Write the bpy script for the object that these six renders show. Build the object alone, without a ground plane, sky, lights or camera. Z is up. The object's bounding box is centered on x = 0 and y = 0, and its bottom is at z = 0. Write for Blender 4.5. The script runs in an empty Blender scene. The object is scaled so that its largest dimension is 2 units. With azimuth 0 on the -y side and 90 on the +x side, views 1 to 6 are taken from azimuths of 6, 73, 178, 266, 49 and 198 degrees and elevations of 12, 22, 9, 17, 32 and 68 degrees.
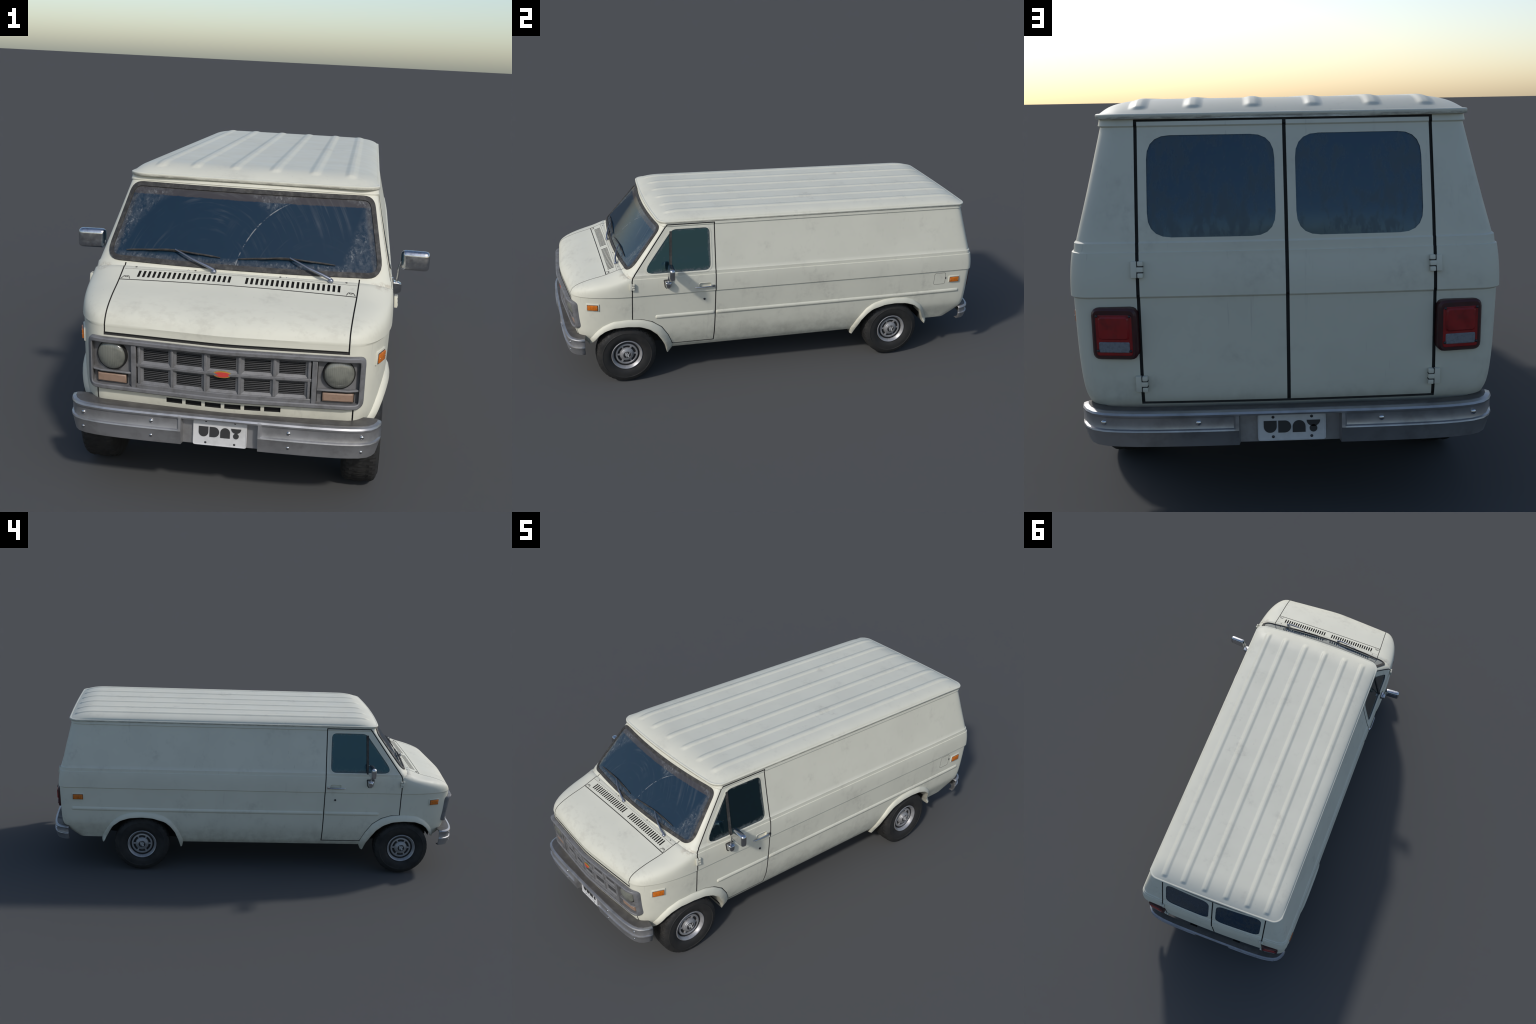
# Weathered cream cargo van, built part by part.  Front faces -y, +x is the right side in view 1.
import bpy, bmesh, math, random
from mathutils import Vector, Matrix
from mathutils.bvhtree import BVHTree
from math import pi, sin, cos, sqrt, radians

random.seed(7)
SC = bpy.context.scene.collection

# ------------------------------------------------------------------ materials
def new_mat(name):
    m = bpy.data.materials.new(name); m.use_nodes = True
    nt = m.node_tree; nt.nodes.clear()
    out = nt.nodes.new('ShaderNodeOutputMaterial')
    b = nt.nodes.new('ShaderNodeBsdfPrincipled')
    nt.links.new(b.outputs[0], out.inputs[0])
    return m, nt, b

class N:
    """small helper to write node graphs as expressions"""
    def __init__(s, nt):
        s.nt = nt; s.L = nt.links.new
        s.co = nt.nodes.new('ShaderNodeTexCoord').outputs['Object']
    def put(s, sock, v):
        if isinstance(v, bpy.types.NodeSocket): s.L(v, sock)
        elif v is not None: sock.default_value = v
    def map(s, scale=(1, 1, 1), loc=(0, 0, 0), vec=None):
        n = s.nt.nodes.new('ShaderNodeMapping'); s.L(vec or s.co, n.inputs[0])
        n.inputs['Scale'].default_value = scale; n.inputs['Location'].default_value = loc
        return n.outputs[0]
    def noise(s, scale, detail=4, rough=.55, vec=None, dist=0):
        n = s.nt.nodes.new('ShaderNodeTexNoise'); s.L(vec or s.co, n.inputs['Vector'])
        n.inputs['Scale'].default_value = scale; n.inputs['Detail'].default_value = detail
        n.inputs['Roughness'].default_value = rough; n.inputs['Distortion'].default_value = dist
        return n.outputs['Fac']
    def vor(s, scale, vec=None, feature='F1'):
        n = s.nt.nodes.new('ShaderNodeTexVoronoi'); s.L(vec or s.co, n.inputs['Vector'])
        n.feature = feature; n.inputs['Scale'].default_value = scale
        return n.outputs['Distance']
    def wave(s, scale, vec=None, direction='X'):
        n = s.nt.nodes.new('ShaderNodeTexWave'); s.L(vec or s.co, n.inputs['Vector'])
        n.bands_direction = direction; n.inputs['Scale'].default_value = scale
        return n.outputs['Fac']
    def math(s, op, a, b=None, c=None, clamp=False):
        n = s.nt.nodes.new('ShaderNodeMath'); n.operation = op; n.use_clamp = clamp
        s.put(n.inputs[0], a); s.put(n.inputs[1], b)
        if c is not None: s.put(n.inputs[2], c)
        return n.outputs[0]
    def ramp(s, v, lo, hi, a=0., b=1.):
        n = s.nt.nodes.new('ShaderNodeMapRange'); n.clamp = True; n.interpolation_type = 'SMOOTHSTEP'
        s.put(n.inputs[0], v)
        for i, k in enumerate((lo, hi, a, b)): n.inputs[i + 1].default_value = k
        return n.outputs[0]
    def mix(s, f, a, b):
        n = s.nt.nodes.new('ShaderNodeMix'); n.data_type = 'RGBA'
        s.put(n.inputs[0], f)
        for sock, v in ((n.inputs[6], a), (n.inputs[7], b)):
            s.put(sock, (*v, 1) if isinstance(v, tuple) and len(v) == 3 else v)
        return n.outputs[2]
    def sep(s, vec=None):
        n = s.nt.nodes.new('ShaderNodeSeparateXYZ'); s.L(vec or s.co, n.inputs[0]); return n.outputs
    def vec(s, x, y, z):
        n = s.nt.nodes.new('ShaderNodeCombineXYZ')
        for i, v in enumerate((x, y, z)): s.put(n.inputs[i], v)
        return n.outputs[0]
    def bump(s, h, strength, dist, b):
        n = s.nt.nodes.new('ShaderNodeBump'); s.L(h, n.inputs['Height'])
        n.inputs['Strength'].default_value = strength; n.inputs['Distance'].default_value = dist
        s.L(n.outputs[0], b.inputs['Normal'])

def set_b(b, color=None, rough=None, metal=None, **k):
    if color is not None: b.inputs['Base Color'].default_value = (*color, 1)
    if rough is not None: b.inputs['Roughness'].default_value = rough
    if metal is not None: b.inputs['Metallic'].default_value = metal
    for key, v in k.items(): b.inputs[key.replace('_', ' ')].default_value = v

PAINT = (.648, .636, .536)

def make_paint(ribs=None):
    m, nt, b = new_mat('cream_paint_roof' if ribs else 'cream_paint_weathered'); n = N(nt)
    x, y, z = n.sep()
    col = n.mix(n.ramp(n.noise(5, 5), .35, .7), PAINT, tuple(c * .95 for c in PAINT))
    # soft cloudy grime, grain inside
    g = n.math('MULTIPLY', n.ramp(n.noise(9, 7, .62), .5, .78), n.ramp(n.noise(60, 4, .6), .3, .7))
    col = n.mix(n.math('MULTIPLY', g, .55), col, (.40, .385, .33))
    # vertical run marks on the walls
    st = n.noise(1, 4, .6, n.map((38, 38, 2.2)))
    st = n.math('MULTIPLY', n.ramp(st, .62, .78), n.ramp(n.noise(3.3, 2), .45, .65))
    col = n.mix(n.math('MULTIPLY', st, .50), col, (.36, .35, .31))
    # thin dark drips, long and faint
    dr = n.noise(1, 3, .5, n.map((120, 120, 1.6)))
    dr = n.math('MULTIPLY', n.ramp(dr, .66, .74), n.ramp(n.noise(5, 3), .46, .62))
    col = n.mix(n.math('MULTIPLY', dr, .26), col, (.33, .32, .29))
    # road dirt thrown up along the lower flanks, broken up by noise
    low = n.math('ADD', z, n.math('MULTIPLY', n.noise(11, 6, .65), .22))
    low = n.math('MULTIPLY', n.ramp(low, .40, .27), n.ramp(n.noise(26, 5, .65), .32, .68))
    col = n.mix(n.math('MULTIPLY', low, .42), col, (.36, .34, .28))
    # dust rubbed into the nose of the bonnet
    nd = n.math('MULTIPLY', n.ramp(y, -.86, -.93), n.ramp(n.noise(30, 6, .7, n.map((1, 1.6, 1))), .47, .66))
    nd = n.math('MULTIPLY', nd, n.ramp(z, .425, .45))
    col = n.mix(n.math('MULTIPLY', nd, .24), col, (.43, .40, .33))
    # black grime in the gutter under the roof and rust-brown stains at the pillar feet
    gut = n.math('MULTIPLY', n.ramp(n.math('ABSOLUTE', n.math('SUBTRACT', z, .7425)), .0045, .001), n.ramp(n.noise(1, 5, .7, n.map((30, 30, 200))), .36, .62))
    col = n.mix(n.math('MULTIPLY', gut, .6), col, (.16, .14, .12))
    ax = n.math('SUBTRACT', n.math('ABSOLUTE', x), .352); ay = n.math('ADD', y, .716); az = n.math('SUBTRACT', z, .514)
    r2 = n.math('ADD', n.math('ADD', n.math('MULTIPLY', ax, ax), n.math('MULTIPLY', ay, ay)), n.math('MULTIPLY', n.math('MULTIPLY', az, az), 9.))
    rust = n.math('MULTIPLY', n.ramp(r2, .0022, .0002), n.ramp(n.noise(70, 5, .7), .42, .62))
    col = n.mix(n.math('MULTIPLY', rust, .6), col, (.33, .27, .20))
    # fine flaking specks in a few clusters
    sp = n.math('MULTIPLY', n.ramp(n.vor(95, n.map((1, 1, 1), (.3, 0, 0))), .16, .08), n.ramp(n.noise(4.2, 3), .66, .72))
    col = n.mix(n.math('MULTIPLY', sp, .55), col, (.25, .24, .21))
    nt.links.new(col, b.inputs['Base Color'])
    nt.links.new(n.ramp(n.noise(14, 4), .3, .7, .42, .60), b.inputs['Roughness'])
    b.inputs['Specular IOR Level'].default_value = .35
    n.bump(n.noise(45, 3), .05, .002, b)
    if ribs:
        h = None; ax = n.math('ABSOLUTE', x)
        for r in ribs:
            k = n.ramp(n.math('ABSOLUTE', n.math('SUBTRACT', ax, r)), .020, .003)
            h = k if h is None else n.math('MAXIMUM', h, k)
        h = n.math('MULTIPLY', h, n.math('MULTIPLY', n.ramp(y, -.545, -.515), n.ramp(y, .894, .878)))
        first = b.inputs['Normal'].links[0].from_node
        b2 = nt.nodes.new('ShaderNodeBump'); nt.links.new(h, b2.inputs['Height']); b2.inputs['Distance'].default_value = .0038; b2.inputs['Strength'].default_value = .8
        nt.links.new(b2.outputs[0], first.inputs['Normal'])
    return m

def make_glass(name, base, dust, kind):
    m, nt, b = new_mat(name); n = N(nt)
    x, y, z = n.sep()
    streak = n.noise(1, 5, .65, n.map((70, 70, 16)))
    blot = n.noise(7, 5, .6)
    if kind == 'windshield':
        def arc(cx, cz, r):
            dx = n.math('SUBTRACT', x, cx); dz = n.math('SUBTRACT', z, cz)
            return n.math('SUBTRACT', n.math('SQRT', n.math('ADD', n.math('MULTIPLY', dx, dx), n.math('MULTIPLY', dz, dz))), r)
        a1 = arc(.195, .50, .215); a2 = arc(-.10, .50, .220)
        edge = n.math('SUBTRACT', x, n.math('MULTIPLY_ADD', n.math('SUBTRACT', z, .545), .34, .246))
        in1 = n.math('MULTIPLY', n.ramp(a1, .010, 0), n.ramp(edge, .022, 0))
        in2 = n.ramp(a2, .03, 0)
        outside = n.math('SUBTRACT', 1., n.math('MAXIMUM', in1, in2))
        outside = n.math('MAXIMUM', outside, n.ramp(z, .562, .552))
        fleck = n.noise(1, 6, .68, n.map((95, 95, 34)))
        d = n.math('MULTIPLY', outside, n.ramp(fleck, .47, .66))
        d = n.math('MULTIPLY', d, n.ramp(blot, .30, .62, .25, 1.))
        film = n.math('MULTIPLY', n.math('MULTIPLY', outside, n.ramp(streak, .35, .7)), .16)
        # dust ridge left at the end of the wiper stroke
        line = n.math('MULTIPLY', n.ramp(n.math('ABSOLUTE', a1), .0020, .0004), n.ramp(n.noise(60, 3), .36, .60))
        line = n.math('MULTIPLY', line, n.ramp(x, .13, .07))
        # faint circular wipe smears
        ang = n.math('MULTIPLY', n.ramp(n.noise(1, 3, .6, n.vec(n.math('MULTIPLY', a2, 80.), 0., n.math('MULTIPLY', x, 9.))), .50, .72), n.ramp(n.noise(8, 3), .42, .66))
        ang2 = n.math('MULTIPLY', n.ramp(n.noise(1, 3, .6, n.vec(n.math('MULTIPLY', a1, 70.), 3., n.math('MULTIPLY', x, 9.))), .52, .74), n.ramp(n.noise(7, 3), .45, .68))
        ang = n.math('MAXIMUM', ang, n.math('MULTIPLY', ang2, .7))
        d = n.math('MAXIMUM', n.math('MAXIMUM', n.math('MULTIPLY', d, .40), n.math('MULTIPLY', line, .7)), n.math('MAXIMUM', film, n.math('MULTIPLY', ang, .11)))
        band = n.ramp(n.math('MULTIPLY_ADD', n.noise(1, 4, .6, n.map((60, 60, 5))), .006, z), .6975, .7005)
        col = n.mix(band, base, (.050, .046, .047))
        # sooty haze along the frame
        soot = n.math('MULTIPLY', n.math('MAXIMUM', n.ramp(z, .700, .722), n.math('MAXIMUM', n.ramp(z, .556, .543), n.ramp(n.math('ADD', n.math('ABSOLUTE', x), n.math('MULTIPLY', z, .193)), .436, .448))), n.ramp(streak, .3, .65, .35, .9))
        col = n.mix(n.math('MULTIPLY', soot, .75), col, (.060, .057, .054))
        col = n.mix(d, col, dust)
        # sooty top edge
    elif kind == 'rear':
        s2 = n.math('ADD', n.math('MULTIPLY', n.noise(1, 6, .7, n.map((70, 70, 24))), .6), n.math('MULTIPLY', n.noise(9, 3), .4))
        d = n.math('MULTIPLY', n.ramp(s2, .44, .60), .6)
        col = n.mix(d, base, dust)
    else:
        # dust gathers along every edge of the side panes, thickest at the bottom
        fr = n.math('SUBTRACT', n.math('MULTIPLY', n.math('ADD', y, .668), .796), n.math('MULTIPLY', n.math('SUBTRACT', z, .5225), .606))
        e = n.math('MINIMUM', n.math('MINIMUM', n.math('SUBTRACT', z, .527), n.math('MULTIPLY', n.math('SUBTRACT', .712, z), 1.8)),
                   n.math('MINIMUM', n.math('MULTIPLY', n.math('SUBTRACT', -.350, y), 1.5), fr))
        e = n.math('SUBTRACT', e, n.math('MULTIPLY', n.math('SUBTRACT', n.noise(38, 7, .72), .42), .055))
        lowd = n.math('MULTIPLY', n.ramp(e, .012, -.004), n.ramp(n.noise(120, 4, .6), .25, .6, .4, 1.))
        d = n.math('MAXIMUM', n.math('MULTIPLY', lowd, .6), n.math('MULTIPLY', n.ramp(n.noise(60, 5, .7), .60, .74), n.ramp(n.math('ADD', y, .5), -.01, -.05, 0., .35)))
        col = n.mix(d, base, dust)
    nt.links.new(col, b.inputs['Base Color'])
    nt.links.new(n.ramp(d, 0, .6, .06 if kind != 'rear' else .20, .6 if kind != 'rear' else .38), b.inputs['Roughness'])
    b.inputs['Specular IOR Level'].default_value = {'windshield': .5, 'side': .95, 'rear': .8}[kind]
    if kind != 'windshield': b.inputs['Specular Tint'].default_value = (.50, .88, 1., 1) if kind == 'side' else (.66, .88, 1., 1)
    return m

def simple(name, color, rough=.5, metal=0., grime=None, gs=25, bump=0, **k):
    m, nt, b = new_mat(name); set_b(b, color, rough, metal, **k); n = N(nt)
    if grime:
        f = n.math('MULTIPLY', n.ramp(n.noise(gs, 6, .65), .42, .72), grime[3])
        nt.links.new(n.mix(f, color, grime[:3]), b.inputs['Base Color'])
        nt.links.new(n.ramp(n.noise(gs * .8, 5), .3, .7, rough * .8, min(1, rough * 1.3)), b.inputs['Roughness'])
    if bump: n.bump(n.noise(gs * 5, 3), bump, .001, b)
    return m

M = {}
M['paint'] = make_paint()
M['roofpaint'] = make_paint((.055, .164, .262))
M['windshield'] = make_glass('dusty_windshield_glass', (.010, .026, .046), (.27, .28, .28), 'windshield')
M['pane'] = make_glass('dark_side_glass', (.0040, .0100, .0135), (.15, .155, .15), 'side')
M['rearpane'] = make_glass('grimy_rear_glass', (.018, .040, .068), (.046, .052, .056), 'rear')
M['rubber'] = simple('black_rubber_seal', (.030, .029, .028), .7, grime=(.09, .085, .075, .7), gs=60)
M['gap'] = simple('panel_gap_shadow', (.045, .044, .042), .9)
M['chrome'] = simple('worn_chrome', (.40, .40, .41), .36, .70, grime=(.24, .235, .23, .6), gs=18)
M['louvre'] = simple('louvre_plastic', (.060, .060, .062), .6)
M['bright'] = simple('polished_chrome', (.62, .63, .65), .2, 1., grime=(.35, .34, .33, .6), gs=70)
M['grille'] = simple('grey_grille_plastic', (.165, .165, .17), .5, 0., grime=(.09, .088, .085, .7), gs=40)
M['grilledark'] = simple('dark_grille_plastic', (.018, .018, .019), .6, grime=(.06, .058, .055, .5), gs=60)
M['bumpertop'] = simple('dark_bumper_top', (.085, .080, .076), .55, .2, grime=(.14, .135, .13, .6), gs=30)
M['silver'] = simple('mirror_silver', (.75, .76, .78), .05, 1.)
M['black'] = simple('black_void', (.008, .008, .008), .9)
M['under'] = simple('underbody_black', (.016, .015, .014), .9, grime=(.04, .036, .03, .6), gs=20)
M['tyre'] = simple('tyre_rubber', (.0135, .0135, .0135), .75, grime=(.028, .026, .023, .6), gs=22, bump=.2)
M['rim'] = simple('silver_wheel_steel', (.36, .36, .37), .40, .45, grime=(.22, .215, .21, .6), gs=60)
M['rimdark'] = simple('wheel_recess_black', (.014, .014, .015), .7)
M['amber'] = simple('amber_lens', (.62, .16, .012), .35, grime=(.32, .085, .01, .8), gs=90)
M['bezel'] = simple('lamp_bezel_paint', tuple(c * .96 for c in PAINT), .5)
M['turn'] = simple('dull_turn_lens', (.30, .20, .145), .45, grime=(.20, .13, .09, .7), gs=60)
M['redhousing'] = simple('dark_red_housing', (.055, .012, .013), .4, grime=(.03, .012, .012, .8), gs=40)
M['redlens'] = simple('red_lens', (.30, .012, .013), .35, grime=(.17, .012, .012, .8), gs=50)
M['reverse'] = simple('grey_reverse_lens', (.20, .215, .24), .4, grime=(.11, .12, .14, .7), gs=220)
M['plate'] = simple('licence_plate_white', (.60, .60, .60), .45, grime=(.42, .42, .41, .5), gs=30)
M['ink'] = simple('licence_plate_ink', (.035, .035, .036), .55)
M['screw'] = simple('dark_screw', (.05, .05, .055), .4, .6)
M['red'] = simple('badge_red', (.58, .06, .05), .4)
M['gold'] = simple('badge_gold', (.52, .33, .06), .4, .2)
M['wiperarm'] = simple('wiper_arm_steel', (.26, .28, .33), .3, .8)

def make_headlamp():
    m, nt, b = new_mat('hazy_headlamp_lens'); n = N(nt)
    x, y, z = n.sep()
    fl = n.wave(70, None, 'X')
    col = n.mix(n.ramp(n.noise(22, 5), .35, .65), (.20, .205, .175), (.12, .125, .11))
    col = n.mix(n.math('MULTIPLY', fl, .18), col, (.11, .11, .10))
    nt.links.new(col, b.inputs['Base Color']); set_b(b, None, .22, 0., Coat_Weight=.5)
    n.bump(fl, .2, .001, b)
    return m
M['headlamp'] = make_headlamp()

# ------------------------------------------------------------------ object helpers
def obj_from(name, verts, faces, mat, parent=None, smooth=35):
    me = bpy.data.meshes.new(name); me.from_pydata([tuple(v) for v in verts], [], faces); me.update()
    if isinstance(mat, str): me.materials.append(M[mat])
    o = bpy.data.objects.new(name, me); SC.objects.link(o)
    if parent is not None: o.parent = parent
    if smooth is not None:
        for p in me.polygons: p.use_smooth = True
        me.set_sharp_from_angle(angle=radians(smooth))
    return o

def bm_obj(name, bm, mat, parent=None, smooth=35):
    me = bpy.data.meshes.new(name); bm.to_mesh(me); bm.free()
    me.materials.append(M[mat])
    o = bpy.data.objects.new(name, me); SC.objects.link(o)
    if parent is not None: o.parent = parent
    for p in me.polygons: p.use_smooth = True
    me.set_sharp_from_angle(angle=radians(smooth))
    return o

def mirrored(o, parent=None):
    """copy of a part reflected in the x = 0 plane, with its own mesh"""
    me = o.data.copy(); me.transform(Matrix.Scale(-1, 4, (1, 0, 0))); me.flip_normals()
    c = bpy.data.objects.new(o.name, me); SC.objects.link(c)
    l = o.location; c.location = (-l.x, l.y, l.z)
    c.parent = parent if parent is not None else o.parent
    return c

def add_box(bm, c, size, bev=0, rot=None, seg=2, taper=1.):
    r = bmesh.ops.create_cube(bm, size=1.); vs = r['verts']
    for v in vs:
        k = taper if v.co.z < 0 else 1.
        v.co = Vector((v.co.x * size[0], v.co.y * size[1] * k, v.co.z * size[2]))
    if bev:
        es = list({e for v in vs for e in v.link_edges})
        r = bmesh.ops.bevel(bm, geom=es, offset=bev, segments=seg, profile=.6, affect='EDGES', clamp_overlap=True)
        seen = set(); stack = [r['verts'][0]]
        while stack:
            v = stack.pop()
            if v in seen: continue
            seen.add(v); stack += [e.other_vert(v) for e in v.link_edges]
        vs = list(seen)
    T = Matrix.Translation(c) @ (rot.to_4x4() if rot is not None else Matrix.Identity(4))
    for v in vs: v.co = T @ v.co
    return vs

def revolve(profile, n, axis_open=False):
    """profile of (r, h) turned about +x; returns verts, faces"""
    V, F = [], []
    for i in range(n):
        a = 2 * pi * i / n
        for r, h in profile: V.append((h, r * cos(a), r * sin(a)))
    k = len(profile)
    for i in range(n):
        j = (i + 1) % n
        for q in range(k - 1):
            F.append((i * k + q, i * k + q + 1, j * k + q + 1, j * k + q))
    return V, F

def frame_to(nrm, up=Vector((0, 0, 1))):
    """rotation whose z column is nrm and y column leans to up"""
    zc = nrm.normalized(); xc = up.cross(zc).normalized(); yc = zc.cross(xc)
    return Matrix((xc, yc, zc)).transposed()

# ------------------------------------------------------------------ polygons in a plane
def area(p): return .5 * sum(p[i][0] * p[(i + 1) % len(p)][1] - p[(i + 1) % len(p)][0] * p[i][1] for i in range(len(p)))
def offset_poly(p, d):
    """grow (d>0) or shrink a closed polygon"""
    if area(p) < 0: p = p[::-1]
    out = []; n = len(p)
    for i in range(n):
        a, b, c = Vector(p[i - 1]), Vector(p[i]), Vector(p[(i + 1) % n])
        u = (b - a).normalized(); w = (c - b).normalized()
        n1 = Vector((u.y, -u.x)); n2 = Vector((w.y, -w.x)); m = n1 + n2
        m = m / max(m.dot(n1), .35)
        out.append(tuple(b + m * d))
    return out
def round_poly(p, rad, n=5):
    out = []; k = len(p)
    for i in range(k):
        r = rad[i] if isinstance(rad, (list, tuple)) else rad
        a, b, c = Vector(p[i - 1]), Vector(p[i]), Vector(p[(i + 1) % k])
        if r <= 0: out.append(tuple(b)); continue
        u = (a - b).normalized(); w = (c - b).normalized()
        half = math.acos(max(-1, min(1, u.dot(w)))) / 2
        t = min(r / math.tan(half), (a - b).length * .49, (c - b).length * .49)
        s, e = b + u * t, b + w * t
        for j in range(n + 1):
            f = j / n
            out.append(tuple(s.lerp(b, f).lerp(b.lerp(e, f), f)))
    return out
def inside(p, x, y):
    r = False; j = len(p) - 1
    for i in range(len(p)):
        xi, yi = p[i]; xj, yj = p[j]
        if (yi > y) != (yj > y) and x < (xj - xi) * (y - yi) / (yj - yi) + xi: r = not r
        j = i
    return r
def rect(x0, z0, x1, z1): return [(x0, z0), (x1, z0), (x1, z1), (x0, z1)]
def lerp_tab(t, k):
    if k <= t[0][0]: return t[0][1]
    for (a, va), (b, vb) in zip(t, t[1:]):
        if k <= b: return va + (vb - va) * (k - a) / (b - a)
    return t[-1][1]

# ------------------------------------------------------------------ master body surface
# Each row is a ring round the body.  sz, sx: height and half width on the flank; ye: where the
# front corner meets the flank; fy, fz: nose at the centre line; gy, gz, gx: nose at the bonnet
# seam; ry: rear face; rz: height at rear
#        sz    sx    ye     fy     fz    gy     gz    gx    ry    rz
LOWER = [(.139, .341, -.70, -.925, .180, -.900, .185, .290, .885, .158),
         (.160, .356, -.70, -.945, .205, -.925, .207, .291, .922, .192),
         (.200, .371, -.70, -.962, .232, -.941, .233, .292, .950, .225),
         (.240, .3805, -.70, -.970, .265, -.949, .265, .292, .957, .255),
         (.310, .3865, -.70, -.977, .330, -.956, .330, .293, .961, .315),
         (.404, .3900, -.70, -.982, .406, -.961, .406, .293, .965, .404),
         (.4245, .3905, -.70, -.984, .424, -.962, .424, .293, .966, .4245)]
FENDER = [(.4285, .3950, -.702, -.985, .429, -.963, .4285, .293, .9700, .4285),
          (.449, .3950, -.702, -.971, .449, -.954, .4485, .2945, .9695, .449),
          (.467, .3945, -.702, -.939, .4685, -.929, .466, .297, .9680, .467),
          (.482, .3937, -.702, -.888, .487, -.880, .484, .299, .9660, .482),
          (.495, .3925, -.702, -.815, .506, -.812, .502, .301, .9640, .495),
          (.5065, .3910, -.701, -.750, .5275, -.746, .5260, .303, .9620, .5065)]
def glass_row(sz, sx, ry):
    """rows above the belt: the windshield leans back along a straight line"""
    t = (sz - .510) / (.7255 - .510)
    m = lambda a, b: a + (b - a) * t
    return (sz, sx, m(-.700, -.547), m(-.7445, -.5905), m(.5315, .728), m(-.729, -.570), m(.530, .727), m(.303, .284), ry, sz)
FOOT = [(.5075, .3880, -.699, -.745, .5270, -.7375, .5245, .303, .9600, .5075)]
BELT = [glass_row(.5115, .3876, .9590), glass_row(.5225, .3868, .9570)]
GLASS = [glass_row(.5255, .3836, .9535), glass_row(.620, .3605, .9330), glass_row(.7255, .3365, .9090)]
LEDGE = [(.7285, .3400, -.545, -.5920, .7305, -.571, .7295, .284, .9120, .7285),
         (.743, .3375, -.537, -.5840, .745, -.566, .744, .284, .9085, .743)]

def smooth_rows(rows, n):
    out = []
    for i in range(len(rows) - 1):
        p0 = rows[max(i - 1, 0)]; p1 = rows[i]; p2 = rows[i + 1]; p3 = rows[min(i + 2, len(rows) - 1)]
        for j in range(n):
            t = j / n
            out.append(tuple(.5 * (2 * b + (c - a) * t + (2 * a - 5 * b + 4 * c - d) * t * t + (3 * b - a - 3 * c + d) * t ** 3)
                             for a, b, c, d in zip(p0, p1, p2, p3)))
    out.append(rows[-1]); return out
ROWS = smooth_rows(LOWER, 3) + smooth_rows(FENDER, 4) + FOOT + BELT + smooth_rows(GLASS, 5) + LEDGE
BX = [(r[0], r[1]) for r in ROWS]
def body_x(z):
    if z < .139: return .341 - (.139 - z) * .5
    return lerp_tab(BX, z)

NF, NCN, NS, NR, NB = 12, 14, 64, 7, 12
def ring_half(row):
    sz, sx, ye, fy, fz, gy, gz, gx, ry, rz = row
    P = []
    for i in range(NF):                       # nose, centre to bonnet seam, with a soft central prow
        x = gx * i / NF; t = (sqrt((x / gx) ** 2 + .012) - .1095) / (sqrt(1.012) - .1095)
        w = max(0, min(1, (fz - .515) / .015)); t = t * (1 - w) + w * (x / gx) ** 2
        P.append((x, fy + (gy - fy) * t, fz + (gz - fz) * (i / NF) ** 2))
    for i in range(NCN + 1):                  # front corner, a superellipse in plan
        t = pi / 2 * i / NCN; s, c = sin(t) ** .96, cos(t) ** .92
        P.append((gx + (sx - gx) * s, ye + (gy - ye) * c, sz + (gz - sz) * cos(t) ** 1.5))
    rc = .040
    y1 = ry - rc
    for i in range(1, NS + 1):                # flank
        y = ye + (y1 - ye) * i / NS
        lift = max(0, min(1, (y - .40) / .25)) if sz < .3 else max(0, min(1, (y - .6) / .3))
        P.append((sx - .004 * max(0, (y - .6) / .33) ** 2, y, sz + (rz - sz) * lift))
    for i in range(1, NR + 1):                # rear corner
        t = pi / 2 * i / NR
        P.append((sx - .004 - rc * (1 - cos(t)), y1 + rc * sin(t) * .8, rz))
    xe = sx - rc - .004
    for i in range(1, NB + 1):
        x = xe * (1 - i / NB)
        P.append((x, ry - rc * .2 + (.009 + .008 * max(0, min(1, (rz - .50) / .06))) * (1 - (x / xe) ** 2), rz))
    return P

def build_master():
    bm = bmesh.new(); half = [ring_half(r) for r in ROWS]; k = len(half[0])
    for sgn in (1, -1):
        grid = [[bm.verts.new((sgn * p[0], p[1], p[2])) for p in h] for h in half]
        for a in range(len(grid) - 1):
            for b in range(k - 1):
                q = (grid[a][b], grid[a + 1][b], grid[a + 1][b + 1], grid[a][b + 1])
                bm.faces.new(q if sgn > 0 else q[::-1])
    bmesh.ops.remove_doubles(bm, verts=bm.verts, dist=1e-5)
    bmesh.ops.recalc_face_normals(bm, faces=bm.faces)
    bm.faces.ensure_lookup_table()
    f = max(bm.faces, key=lambda f: f.calc_center_median().x)
    if f.normal.x < 0: bmesh.ops.reverse_faces(bm, faces=bm.faces)
    return bm

bm = build_master()
bm.normal_update()
BVH = BVHTree.FromBMesh(bm)
def side_hit(y, z, s=1):
    h = BVH.ray_cast(Vector((s * 1., y, z)), Vector((-s, 0, 0))); return h[0], h[1]
def front_hit(x, z):
    h = BVH.ray_cast(Vector((x, -1.5, z)), Vector((0, 1, 0))); return h[0], h[1]
def rear_hit(x, z):
    h = BVH.ray_cast(Vector((x, 1.5, z)), Vector((0, -1, 0))); return h[0], h[1]
def top_hit(x, y):
    h = BVH.ray_cast(Vector((x, y, 1.5)), Vector((0, 0, -1))); return h[0], h[1]

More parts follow.
